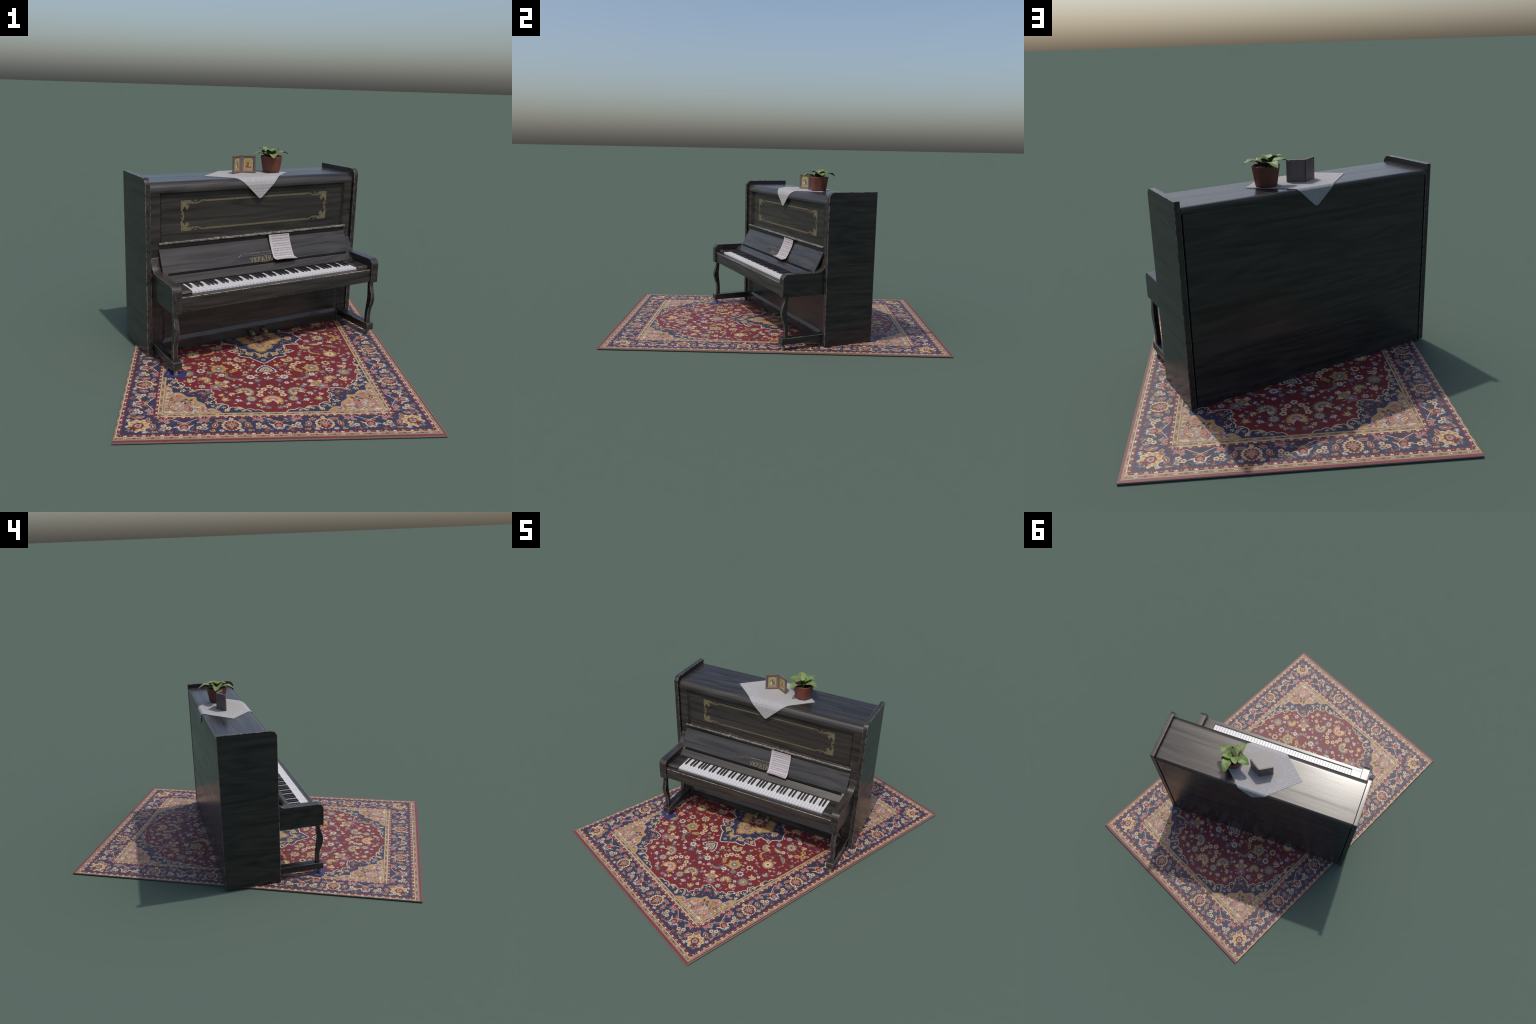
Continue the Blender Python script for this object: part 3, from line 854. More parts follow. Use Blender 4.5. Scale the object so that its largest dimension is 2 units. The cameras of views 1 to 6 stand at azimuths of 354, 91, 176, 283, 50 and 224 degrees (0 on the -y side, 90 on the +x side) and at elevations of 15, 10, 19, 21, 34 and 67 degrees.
class Weave:
    """Collects flat woven shapes; everything drawn in one quarter is repeated in the others."""
    def __init__(self):
        self.v, self.f, self.m, self.count = [], [], [], 0

    def put(self, pts, tris, dye, z):
        base = len(self.v)
        self.v += [(x, y, z) for x, y in pts]
        for a, b, c in tris:
            (xa, ya), (xb, yb), (xc, yc) = pts[a], pts[b], pts[c]
            area = (xb - xa) * (yc - ya) - (xc - xa) * (yb - ya)
            if abs(area) < 1e-12:
                continue
            self.f.append((base + a, base + b, base + c) if area > 0 else (base + a, base + c, base + b))
            self.m.append(ORDER.index(dye))

    def build(self, name):
        me = bpy.data.meshes.new(name)
        me.from_pydata(self.v, [], self.f)
        me.polygons.foreach_set("material_index", self.m)
        o = link(name, me, rug, [yarn[k] for k in ORDER])
        o["kind"] = "stuff"
        return o


STEP = 0.00007
def fill(pts):
    return [tuple(t) for t in tessellate_polygon([[Vector((x, y, 0)) for x, y in pts]])]
def fan(pts):
    n = len(pts)
    cx, cy = sum(p[0] for p in pts) / n, sum(p[1] for p in pts) / n
    return [(cx, cy)] + list(pts), [(0, 1 + i, 1 + (i + 1) % n) for i in range(n)]
def band_tris(n):
    t = []
    for i in range(n - 1):
        t += [(i, i + 1, n + i), (i + 1, n + i + 1, n + i)]
    return t


class Motif:
    """A little drawing of unit size: shapes with a dye and a stacking order."""
    def __init__(self):
        self.shapes = []
    def star(self, pts, dye, lvl, c=None):
        p, t = fan(pts)
        self.shapes.append((p, t, dye, lvl))
        return self
    def area(self, pts, dye, lvl):
        self.shapes.append((list(pts), fill(pts), dye, lvl))
        return self
    def disc(self, x, y, r, dye, lvl, n=10, sy=1.0, wave=0.0, lobes=0, a0=0.0):
        n = max(n, lobes * 4)
        return self.star([(x + r * (1 + wave * math.cos(lobes * k * TAU / n)) * math.cos(a0 + k * TAU / n), y + sy * r * (1 + wave * math.cos(lobes * k * TAU / n)) * math.sin(a0 + k * TAU / n)) for k in range(n)], dye, lvl)
    def petal(self, x, y, ang, r0, r1, w, dye, lvl, sharp=1.0, bend=0.0):
        """Leaf or petal from radius r0 to r1 in a direction."""
        path = []
        for k in range(8):
            t = k / 7
            a = ang + bend * t * t
            path.append((x + (r0 + (r1 - r0) * t) * math.cos(a), y + (r0 + (r1 - r0) * t) * math.sin(a)))
        l, r = [], []
        for k, (px, py) in enumerate(path):
            t = k / 7
            xa, ya = path[max(k - 1, 0)]
            xb, yb = path[min(k + 1, 7)]
            d = math.hypot(xb - xa, yb - ya) or 1e-9
            ww = w / 2 * (math.sin(math.pi * (0.06 + 0.94 * t) ** sharp) + 0.03)
            l.append((px - (yb - ya) / d * ww, py + (xb - xa) / d * ww))
            r.append((px + (yb - ya) / d * ww, py - (xb - xa) / d * ww))
        self.shapes.append((l + r, band_tris(8), dye, lvl))
        return self
    def petals(self, n, r0, r1, w, dye, lvl, a0=0.0, x=0.0, y=0.0, sharp=1.0, spread=TAU, bend=0.0):
        for k in range(n):
            a = a0 + spread * k / n if spread >= TAU - 0.01 else a0 - spread / 2 + spread * k / max(n - 1, 1)
            self.petal(x, y, a, r0, r1, w, dye, lvl + 0.06 * k, sharp, bend)
        return self
    def stroke(self, path, width, dye, lvl):
        l, r = ribbon(path, width)
        self.shapes.append((l + r, band_tris(len(path)), dye, lvl))
        return self


def rosette(n, rim, ring, core, dot="rust"):
    m = Motif()
    m.petals(n, 0.15, 1.0, 2.3 / n + 0.18, rim, 0, sharp=1.5)
    m.petals(n, 0.2, 0.74, 1.35 / n + 0.08, ring, 2, TAU / n / 2, sharp=1.3)
    m.disc(0, 0, 0.40, core, 3, 10, 1, 0.12, 6)
    return m.disc(0, 0, 0.18, dot, 4, 8)

def small_flower(rim="cream", core="maroon", lobes=5):
    return Motif().disc(0, 0, 0.92, rim, 0, 20, 1, 0.16, lobes).disc(0, 0, 0.34, core, 1, 8).disc(0.05, 0, 0.14, "gold", 2, 6)

def palmette(outer, mid, inner, core, n=9):
    """Fan-shaped blossom opening towards +y."""
    m = Motif()
    m.petals(n, 0.1, 1.05, 0.46, outer, 0, math.pi / 2, y=-0.35, spread=math.radians(215), sharp=1.35)
    m.petals(n - 1, 0.1, 0.80, 0.22, mid, 2, math.pi / 2, y=-0.30, spread=math.radians(180), sharp=1.2)
    m.petals(5, 0.05, 0.60, 0.32, inner, 3, math.pi / 2, y=-0.25, spread=math.radians(140), sharp=1.2)
    m.disc(0, -0.15, 0.27, core, 4, 10)
    m.disc(0, -0.15, 0.12, "cream", 5, 8)
    m.petals(2, 0.1, 0.85, 0.22, mid, 1, -math.pi / 2, y=-0.3, spread=math.radians(110), bend=0.5)
    return m

def starburst(n, outer, core, dot):
    m = Motif()
    for k in range(n):
        m.petal(0, 0, k * TAU / n, 0.1, 1.05 if k % 2 else 0.86, 0.42, outer, 0.06 * k, 1.5, 0.22)
    for k in range(n):
        m.petal(0, 0, k * TAU / n + 0.3, 0.1, 0.62, 0.16, "olive", 2 + 0.06 * k, 1.3)
    return m.disc(0, 0, 0.36, core, 3, 10, 1, 0.1, 8).disc(0, 0, 0.16, dot, 4, 8)

def crescent(outer, inner):
    m = Motif()
    path = [(math.cos(a) * 0.95 - 0.25, math.sin(a) * 0.95) for a in (math.radians(-80 + 160 * k / 9) for k in range(10))]
    l, r = ribbon(path, 0.42, True)
    m.shapes.append((l + r, band_tris(10), outer, 0))
    l, r = ribbon([(x * 0.97, y * 0.97) for x, y in path], 0.17, True)
    m.shapes.append((l + r, band_tris(10), inner, 1))
    for k in range(2, 9):
        a = math.radians(-80 + 160 * k / 9)
        m.petal(math.cos(a) * 0.95 - 0.25, math.sin(a) * 0.95, a + 0.7, 0.05, 0.34, 0.15, outer, 0.4 + 0.05 * k)
    return m

def curl(outer, inner):
    m = Motif()
    for k, (a, ln) in enumerate(((0.2, 1.0), (0.85, 0.85), (1.5, 0.65), (-0.5, 0.6))):
        m.petal(-0.3, -0.35, a, 0.05, ln * 1.2, 0.36, outer, 0 + 0.2 * k, 1.2, 0.75)
        m.petal(-0.3, -0.35, a, 0.1, ln * 0.95, 0.11, inner, 1.2 + 0.2 * k, 1.2, 0.75)
    return m

def tulip(outer="rust", mid="mauve", inner="maroon", tip="cream"):
    m = Motif()
    m.petal(0, -0.9, math.pi / 2, 0, 1.95, 1.15, mid, 0, 0.95)
    m.petals(2, 0, 1.6, 0.40, outer, 1, math.pi / 2, y=-0.85, spread=0.75, bend=-0.1)
    m.petal(0, -0.7, math.pi / 2, 0, 1.45, 0.62, inner, 2)
    m.petal(0, -0.5, math.pi / 2, 0, 0.95, 0.30, tip, 3)
    return m.petals(2, 0, 0.55, 0.25, outer, 0.5, -math.pi / 2, y=-0.6, spread=1.8)

def bud(outer, inner):
    m = Motif()
    m.petals(3, 0, 1.5, 0.5, outer, 0, math.pi / 2, y=-0.7, spread=1.1)
    m.petal(0, -0.55, math.pi / 2, 0, 1.05, 0.32, inner, 1)
    return m.petals(2, 0, 0.7, 0.26, "slate", 0.5, -math.pi / 2, y=-0.45, spread=1.7, bend=0.3)

def tuft(dye, second):
    m = Motif()
    for k in range(5):
        m.petal(0, -0.6, math.pi / 2 + (k - 2) * 0.42, 0, 1.5 - abs(k - 2) * 0.16, 0.34, dye if k % 2 == 0 else second, 0.2 * k, 1.5, 0.25)
    return m.disc(0, -0.5, 0.3, "slate", 1.4, 8)

def leaf(dye, vein=None):
    m = Motif().petal(-1, 0, 0, 0, 2.0, 0.75, dye, 0, 0.9, 0.25)
    return m.petal(-0.8, 0.02, 0, 0, 1.5, 0.22, vein, 1, 0.9, 0.25) if vein else m

def round_palm():
    m = Motif()
    m.disc(0, 0, 0.95, "cream", 0, 72, 1, 0.075, 17)
    m.petals(17, 0.5, 0.93, 0.13, "gold", 1, 0.18)
    m.disc(0, 0.05, 0.70, "maroon", 2, 60, 1, 0.09, 13)
    m.petals(9, 0.2, 0.62, 0.17, "mauve", 3, 0.2, y=0.10)
    m.disc(0, 0.10, 0.36, "rust", 4, 16, 1, 0.12, 8)
    m.disc(0, 0.10, 0.24, "mauve", 5, 10)
    m.disc(0, 0.10, 0.10, "blue", 6, 8)
    m.petals(5, 0.0, 0.60, 0.24, "maroon", 5, -math.pi / 2, y=-0.36, spread=2.0, sharp=1.3)
    return m.disc(0, -0.50, 0.13, "gold", 6, 8)

def corner_palm():
    m = Motif()
    m.disc(0, 0, 1.0, "cream", 0, 72, 1, 0.13, 9, math.pi / 2)
    m.disc(0, 0, 0.82, "gold", 1, 72, 1, 0.12, 9, math.pi / 2)
    m.petals(9, 0.4, 0.95, 0.20, "cream", 2, math.pi / 2 + TAU / 18)
    m.disc(0, 0, 0.50, "maroon", 3, 32, 1, 0.10, 8)
    m.area([(-0.36, -0.05), (0, -0.42), (0.36, -0.05), (0.26, 0.28), (-0.26, 0.28)], "mauve", 4)
    m.area([(-0.20, -0.02), (0, -0.26), (0.20, -0.02), (0, 0.20)], "rust", 5)
    m.disc(0, -0.02, 0.09, "blue", 6, 8)
    m.petals(3, 0.0, 0.62, 0.26, "maroon", 3.5, math.pi / 2, y=0.42, spread=1.7)
    return m.petals(4, 0.0, 0.5, 0.16, "slate", 0.5, math.pi / 2, y=0.85, spread=2.6)

def vase():
    """Ogee blossom of the border; its opening points to +y (the rug's middle)."""
    m = Motif()
    m.disc(0, -0.05, 0.66, "white", 0, 32, 1.05, 0.05, 10)
    m.area([(-0.45, -0.25), (-0.50, 0.10), (-0.30, 0.45), (0, 0.62), (0.30, 0.45), (0.50, 0.10), (0.45, -0.25), (0, -0.42)], "maroon", 1)
    m.area([(-0.30, -0.20), (-0.34, 0.08), (0, 0.46), (0.34, 0.08), (0.30, -0.20), (0, -0.34)], "pink", 2)
    m.area([(-0.17, -0.20), (-0.20, 0.02), (0, 0.26), (0.20, 0.02), (0.17, -0.20)], "olive", 3)
    m.disc(0, -0.50, 0.17, "cream", 4, 10, 1, 0.2, 5)
    m.petals(4, 0.1, 0.75, 0.20, "slate", 3.3, -math.pi / 2, y=-0.35, spread=2.5)
    m.petals(2, 0.2, 1.25, 0.22, "cream", 0.5, -math.pi / 2, y=0.0, spread=3.5, bend=0.3)
    m.petals(2, 0.2, 1.15, 0.18, "maroon", 0.7, math.pi / 2, y=0.05, spread=2.1, bend=0.2)
    m.petals(2, 0.2, 1.20, 0.20, "rust", 0.9, math.pi / 2, y=0.25, spread=1.5)
    m.petals(3, 0.0, 0.42, 0.20, "gold", 4.5, math.pi / 2, y=0.60, spread=1.8)
    m.petals(2, 0.0, 0.55, 0.14, "cream", 4.2, -math.pi / 2, y=-0.62, spread=3.0)
    return m

def half_flower():
    m = Motif()
    m.petals(7, 0.1, 1.0, 0.42, "pink", 0, math.pi / 2, spread=math.radians(165), sharp=1.5)
    m.petals(6, 0.1, 0.72, 0.24, "mauve", 1, math.pi / 2, spread=math.radians(150))
    return m.petals(5, 0.0, 0.45, 0.24, "maroon", 2, math.pi / 2, spread=math.radians(140)).disc(0, 0.1, 0.13, "cream", 3, 8)

def fan_pink():
    return Motif().disc(0, 0, 0.95, "pink", 0, 40, 1, 0.14, 5, math.pi / 2).disc(0, 0, 0.70, "slate", 1, 30, 1, 0.10, 5, math.pi / 2).disc(0, 0.05, 0.36, "gold", 2, 10).petals(3, 0, 0.4, 0.2, "cream", 3, -math.pi / 2, spread=1.6)

def kite():
    m = Motif()
    m.petals(4, 0.1, 1.1, 0.62, "cream", 0, 0, sharp=1.2)
    m.petals(4, 0.1, 0.75, 0.42, "olive", 1, TAU / 8)
    return m.petals(4, 0.1, 0.72, 0.18, "rust", 2, 0).disc(0, 0, 0.22, "gold", 3, 8)

def pendant():
    """Shield-shaped pendant below the medallion, point to -y."""
    out = [(-1.0, 0.42), (-0.72, 0.62), (-0.35, 0.45), (0, 0.55), (0.35, 0.45), (0.72, 0.62), (1.0, 0.42), (0.80, -0.15), (0.45, -0.62), (0, -0.95), (-0.45, -0.62), (-0.80, -0.15)]
    sm = smooth_path(out, 5, True)
    jag = []
    for k, (x, y) in enumerate(sm):
        s = 1.0 + (0.16 if k % 3 == 0 else 0.0)
        jag.append((x * s, y * s))
    m = Motif()
    m.area(jag, "white", 0)
    m.area([(x * 0.88, y * 0.88) for x, y in sm], "navy", 1)
    m.area([(x * 0.66, y * 0.66) for x, y in sm], "cream", 2)
    m.area([(x * 0.52, y * 0.52) for x, y in sm], "olive", 3)
    m.disc(0, 0, 0.30, "white", 4, 12, 0.8).disc(0, 0, 0.22, "maroon", 5, 12, 0.8).disc(0, 0, 0.09, "cream", 6, 8)
    m.petals(3, 0, 0.6, 0.18, "white", 0.5, math.pi / 2, y=0.55, spread=1.5)
    return m

CATALOGUE = {}
def motif(key, make):
    if key not in CATALOGUE:
        CATALOGUE[key] = make()
    return CATALOGUE[key]

def quarters(A, B):
    return [(sx, sy) for sx in ((1, -1) if A > 0.004 else (1,)) for sy in ((1, -1) if B > 0.004 else (1,))]

def stamp(w, m, A, B, size, turn=0.0, lvl=3.0, clip=None):
    """Weave a motif at (A, B) of the first quarter and at its mirror images."""
    w.count += 1
    c, s = math.cos(turn), math.sin(turn)
    jitter = (w.count % 9) * 0.000006
    for sx, sy in quarters(A, B):
        j = jitter + (0.0000035 if sx < 0 else 0) + (0.0000022 if sy < 0 else 0)
        for pts, tris, dye, sub in m.shapes:
            q = []
            for x, y in pts:
                a, b = A + size * (x * c - y * s), B + size * (x * s + y * c)
                x2, y2 = DESIGN_X + sx * a, -sy * b
                if clip:
                    x2, y2 = clip(x2, y2)
                q.append((x2, y2))
            w.put(q, tris, dye, RUG_TOP + (lvl + sub) * STEP + j)

def draw(w, pts, tris, dye, lvl, mirror=True, jitter=0.0):
    xs = (1, -1) if mirror else (1,)
    for sx in xs:
        for sy in (1, -1):
            w.put([(DESIGN_X + sx * a, -sy * b) for a, b in pts], tris, dye, RUG_TOP + lvl * STEP + jitter + (0.0000035 if sx < 0 else 0) + (0.0000022 if sy < 0 else 0))

def line(w, path, width, dye, lvl, jitter=0.0):
    l, r = ribbon(path, width)
    draw(w, l + r, band_tris(len(path)), dye, lvl, True, jitter)

# ---- bands: outer selvage to the field, each a rectangular ring ------------------
ground = Weave()
def sheet_of(w, x0, y0, x1, y1, dye, lvl):
    w.put([(x0, y0), (x1, y0), (x1, y1), (x0, y1)], [(0, 1, 2), (0, 2, 3)], dye, RUG_TOP + lvl * STEP)
L_CUT = RUG_X0 + 0.0012
R_CUT = RUG_X1 - 0.0012
BANDS = [("edge", 0.662, 0.9988), ("sand", 0.6545, 0.9845), ("tan", 0.6515, 0.9790), ("cream", 0.6425, 0.9640), ("maroon", 0.6390, 0.9605), ("navy", 0.6210, 0.9415), ("maroon", 0.5070, 0.8330), ("cream", 0.4910, 0.8155), ("tan", 0.4875, 0.8095), ("cream", 0.4740, 0.7955), ("olive", 0.4715, 0.7930), ("red", 0.4680, 0.7890)]
def ring(w, outer, inner, dye, lvl):
    """Rectangular ring between two bands (so that no band lies under another)."""
    def corner(a, b, sx, sy):
        x = DESIGN_X + sx * a
        return (min(max(x, L_CUT), R_CUT), sy * b)
    for (sx, sy), (tx, ty) in (((-1, -1), (1, -1)), ((1, -1), (1, 1)), ((1, 1), (-1, 1)), ((-1, 1), (-1, -1))):
        q = [corner(*outer, sx, sy), corner(*outer, tx, ty), corner(*inner, tx, ty), corner(*inner, sx, sy)]
        w.put(q, [(0, 1, 2), (0, 2, 3)], dye, RUG_TOP + lvl * STEP)
for k, (dye, a, b) in enumerate(BANDS):
    if k + 1 < len(BANDS):
        ring(ground, (a, b), BANDS[k + 1][1:], dye, 0.5)
sheet_of(ground, DESIGN_X - 0.4680, -0.7890, DESIGN_X + 0.4680, 0.7890, "red", 0.5)
ground.build("rug_ground")

# ---- narrow guard stripes ---------------------------------------------------------
guards = Weave()
def guard_run(length, place, inward):
    """Repeat of the maroon guard: pale triangle, seed, winged blossom, seed."""
    n = max(2, round(2 * length / 0.0715))
    if n % 2:
        n += 1
    p = 2 * length / n
    out = []
    for k in range(n):
        t = -length + (k + 0.5) * p
        out.append((t, p))
    return out
def add(w, pts, dye, lvl, j=0.0):
    w.put(pts, fan(pts)[1] if False else fill(pts), dye, RUG_TOP + lvl * STEP + j)
def guards_on_side(w, horizontal, sgn, maroon0, maroon1, gold0, gold1, half):
    """One side of a guard pair; maroon0/gold0 are the outer limits, widths measured inwards."""
    def P(t, d, lo, hi):
        v = lo + (hi - lo) * d
        x, y = (DESIGN_X + t, sgn * v) if horizontal else (DESIGN_X + sgn * v, t)
        return (min(max(x, L_CUT), R_CUT), y)
    flip = 1 if maroon0 > gold0 else -1
    for t, p in guard_run(half, None, None):
        m = lambda u, d: P(t + u * p, d if True else d, maroon0, maroon1)
        # winged blossom with its foot on the gold side
        f = (lambda d: d) if gold0 > maroon0 else (lambda d: 1 - d)
        add(w, [m(-0.13, f(0.55)), m(-0.08, f(0.10)), m(0.08, f(0.10)), m(0.13, f(0.55)), m(0.05, f(0.42)), m(0, f(0.72)), m(-0.05, f(0.42))], "white", 3)
        for u in (-0.25, 0.25):
            add(w, [m(u - 0.035, 0.5), m(u, 0.30), m(u + 0.035, 0.5), m(u, 0.70)], "gold", 3)
        for q in (-0.5, 0.5):
            c = q * 0.9999
            s = 1 if q < 0 else -1
            add(w, [m(c, f(0.05)), m(c + s * 0.15, f(0.05)), m(c + s * 0.07, f(0.70)), m(c, f(0.82))], "mauve", 3)
            add(w, [m(c, f(0.12)), m(c + s * 0.07, f(0.15)), m(c, f(0.45))], "olive", 4)
        g = lambda u, d: P(t + u * p, d, gold0, gold1)
        for u, dye in ((-0.25, "slate"), (0.25, "slate"), (0.5, "maroon"), (-0.5, "maroon")):
            hw = 0.085
            u = max(-0.5 + hw * 0.5, min(0.5 - hw * 0.5, u))
            add(w, [g(u - hw, 0.5), g(u - hw * 0.5, 0.2), g(u + hw * 0.5, 0.2), g(u + hw, 0.5), g(u + hw * 0.5, 0.8), g(u - hw * 0.5, 0.8)] if abs(u) < 0.4 else [g(u - hw * 0.5, 0.35), g(u, 0.15), g(u + hw * 0.5, 0.35), g(u + hw * 0.5, 0.65), g(u, 0.85), g(u - hw * 0.5, 0.65)], dye, 3)
            add(w, [g(u - 0.03, 0.5), g(u, 0.38), g(u + 0.03, 0.5), g(u, 0.62)], "mauve" if dye == "slate" else "slate", 4)
        for u in (-0.055, 0.055):
            add(w, [g(u - 0.035, 0.3), g(u + 0.035, 0.3), g(u + 0.03, 0.7), g(u - 0.03, 0.7)], "white", 3)
        for u in (-0.14, 0.14, -0.39, 0.39):
            add(w, [g(u - 0.03, 0.5), g(u, 0.25), g(u + 0.03, 0.5), g(u, 0.75)], "rust", 3)
for sgn in (-1, 1):
    guards_on_side(guards, True, sgn, 0.9605, 0.9415, 0.9790, 0.9640, 0.640)
    guards_on_side(guards, False, sgn, 0.6390, 0.6210, 0.6515, 0.6425, 0.941)
    guards_on_side(guards, True, sgn, 0.8330, 0.8155, 0.8095, 0.7955, 0.4905)
    guards_on_side(guards, False, sgn, 0.5070, 0.4910, 0.4875, 0.4740, 0.8155)
guards.build("guard_pattern")

# ---- main border --------------------------------------------------------------------
border = Weave()
def border_side(place, vases, period, corner_at):
    """Vases and round blossoms in turn with their companions; place(t, d) gives rug position, d inwards from mid-band."""
    half = period / 2
    k = period / 0.38
    for v in vases:
        put = lambda m, t, d, size, turn=0.0, lvl=4.0: place(m, v + t * k, d, size, turn, lvl)
        sides = (1,) if v == 0 else (1, -1)
        put(motif("vase", vase), 0, -0.010, 0.037)
        for s in sides:
            put(motif("vline%d" % s, lambda s=s: Motif().stroke(smooth_path([(0, 0.0), (0.35 * s, 0.22), (1.0 * s, 0.62)], 5), 0.055, "white", 0)), 0, 0.020, 0.055, 0, 3.4)
            put(motif("half", half_flower), 0.080 * s, 0.054, 0.026, math.pi, 4)
            put(motif("cf", small_flower), 0.060 * s, -0.015, 0.0130)
            put(motif("cf", small_flower), 0.081 * s, 0.002, 0.0130)
            put(motif("mf", lambda: small_flower("mauve", "maroon", 5)), 0.084 * s, -0.022, 0.0125)
            put(motif("of", lambda: small_flower("olive", "mauve", 4)), 0.066 * s, 0.028, 0.011)
            put(motif("gl", lambda: leaf("gold")), 0.099 * s, 0.032, 0.007, 0.6 * s)
            put(motif("gl", lambda: leaf("gold")), 0.104 * s, -0.040, 0.007, 2.0)
            put(motif("rl", lambda: tuft("rust", "maroon")), 0.052 * s, -0.044, 0.0145, 0.3 * s)
            put(motif("rl2", lambda: tuft("rust", "gold")), 0.118 * s, -0.042, 0.013, -0.5 * s)
            put(motif("tul", tulip), 0.124 * s, 0.000, 0.0225, 0.25 * s)
            put(motif("wm", lambda: tuft("mauve", "white")), 0.150 * s, -0.042, 0.0150, 0.4 * s)
            put(motif("mf2", lambda: tulip("gold", "mauve", "maroon", "pink")), 0.145 * s, 0.036, 0.0165, 1.3 * s)
            for q in range(16):
                a, b, c = rng.uniform(0.02, 0.168), rng.uniform(-0.046, 0.046), rng.uniform(0, 3.1)
                put(motif("bl", lambda: leaf("blue")), a * s, b, rng.uniform(0.006, 0.012), c, 1.6)
            for q in range(7):
                a, b, c = rng.uniform(0.03, 0.165), rng.choice((-1, 1)) * rng.uniform(0.020, 0.046), rng.uniform(0, 6.2)
                put(motif("scroll" + str(q % 4), lambda q=q: curl(("mauve", "olive", "slate", "rust")[q % 4], ("white", "gold", "mauve", "maroon")[q % 4])), a * s, b, rng.uniform(0.008, 0.013), c, 2.0)
            for q in range(18):
                a, b, c = rng.uniform(0.02, 0.168), rng.choice((-1, 1)) * rng.uniform(0.016, 0.047), rng.uniform(0, 3.1)
                put(motif("tiny" + str(q % 6), lambda q=q: leaf(("slate", "rust", "olive", "maroon", "mauve", "gold")[q % 6])), a * s, b, rng.uniform(0.004, 0.0072), c, 2.6)
        t = v + half
        if t < corner_at - 0.07:
            place(motif("round", round_palm), t, -0.002, 0.0420, 0, 4)
            place(motif("cr", lambda: small_flower("cream", "rust", 3)), t, 0.046, 0.0105, 0, 4)
def on_short(m, t, d, size, turn, lvl):
    stamp(border, m, abs(t), 0.8870 - d, size, math.pi + turn if t >= 0 else math.pi - turn, lvl)
def on_long(m, t, d, size, turn, lvl):
    stamp(border, m, 0.5640 - d, abs(t), size, math.pi / 2 + turn, lvl)
border_side(on_short, (0.0, 0.380), 0.380, 0.559)
border_side(on_long, (0.0, 0.350, 0.700), 0.350, 0.873)
stamp(border, motif("corner", corner_palm), 0.562, 0.880, 0.0455, math.radians(-45), 4)
border.build("border_pattern")

# ---- corner spandrels ------------------------------------------------------------------
corners = Weave()
scallop = [(0.046, 0.7885), (0.084, 0.768), (0.126, 0.762), (0.169, 0.742), (0.194, 0.756), (0.209, 0.717), (0.245, 0.713), (0.254, 0.681), (0.252, 0.659), (0.269, 0.649), (0.258, 0.628), (0.263, 0.606), (0.270, 0.585), (0.297, 0.580), (0.332, 0.583), (0.347, 0.594), (0.358, 0.574), (0.371, 0.557), (0.395, 0.556), (0.390, 0.523), (0.411, 0.510), (0.430, 0.497), (0.424, 0.480), (0.441, 0.447), (0.432, 0.416), (0.449, 0.394), (0.459, 0.361), (0.446, 0.336), (0.455, 0.305), (0.4675, 0.266)]
edge_path = smooth_path(scallop, 6)
leafy = []
for k, (a, b) in enumerate(edge_path):
    xa, ya = edge_path[max(k - 1, 0)]
    xb, yb = edge_path[min(k + 1, len(edge_path) - 1)]
    d = math.hypot(xb - xa, yb - ya) or 1e-9
    nx, ny = (yb - ya) / d, -(xb - xa) / d
    if nx * (0 - a) + ny * (0.2 - b) < 0:
        nx, ny = -nx, -ny
    lobe = 0.0105 * (abs(math.sin(k * 0.52)) - 0.45)
    if 68 < k < 88:
        lobe *= 0.15                     # the smooth nose of the corner medallion
    if k in (0, len(edge_path) - 1):
        lobe = 0
    leafy.append((min(a + nx * lobe, 0.4675), min(b + ny * lobe, 0.7885)))
navy_area = leafy + [(0.4678, 0.7888)]
draw(corners, navy_area, fill(navy_area), "navy", 1.5)
line(corners, leafy, 0.0052, "cream", 2.6)
gold_edge = [(0.226, 0.7885), (0.250, 0.760), (0.268, 0.751), (0.292, 0.757), (0.297, 0.717), (0.330, 0.684), (0.337, 0.650), (0.369, 0.650), (0.402, 0.610), (0.437, 0.608), (0.442, 0.570), (0.455, 0.552), (0.4675, 0.539)]
gold_line = smooth_path(gold_edge, 4)
gold_area = gold_line + [(0.4678, 0.7888)]
draw(corners, gold_area, fill(gold_area), "gold", 3.4)
line(corners, gold_line, 0.0045, "mauve", 4.0)
C = lambda key, make, A, B, size, turn=0.0, lvl=4.2: stamp(corners, motif(key, make), A, B, size, turn, lvl)
diag = math.radians(135)
for q in range(80):
    a, b = rng.uniform(0.25, 0.460), rng.uniform(0.56, 0.782)
    if a + b > 1.042:
        key = ("mauve", "white", "sand", "cream", "pink")[q % 5]
        C("sp_c" + key, lambda key=key: curl(key, ("olive", "rust", "mauve")[len(key) % 3]), a, b, rng.uniform(0.010, 0.017), rng.uniform(0, 6.2), 3.9)
C("sp_red", lambda: starburst(5, "maroon", "slate", "cream"), 0.372, 0.688, 0.030, diag)
C("sp_palm", lambda: palmette("mauve", "rust", "cream", "olive", 9), 0.424, 0.740, 0.037, diag)
for a, b in ((0.439, 0.671), (0.354, 0.757)):
    C("sp_ring", lambda: Motif().disc(0, 0, 1, "maroon", 0, 12).disc(0, 0, 0.5, "mauve", 1, 8), a, b, 0.0095)
for a, b, r in ((0.405, 0.650, 0.4), (0.336, 0.716, 1.2), (0.448, 0.714, 1.5), (0.398, 0.757, 0.0), (0.422, 0.690, 0.7), (0.378, 0.735, 0.9)):
    C("sp_pink", lambda: leaf("pink", "mauve"), a, b, 0.018, r)
for a, b, r in ((0.455, 0.590, 1.8), (0.280, 0.773, -0.2)):
    C("sp_m", lambda: palmette("mauve", "pink", "slate", "maroon", 7), a, b, 0.015, r)
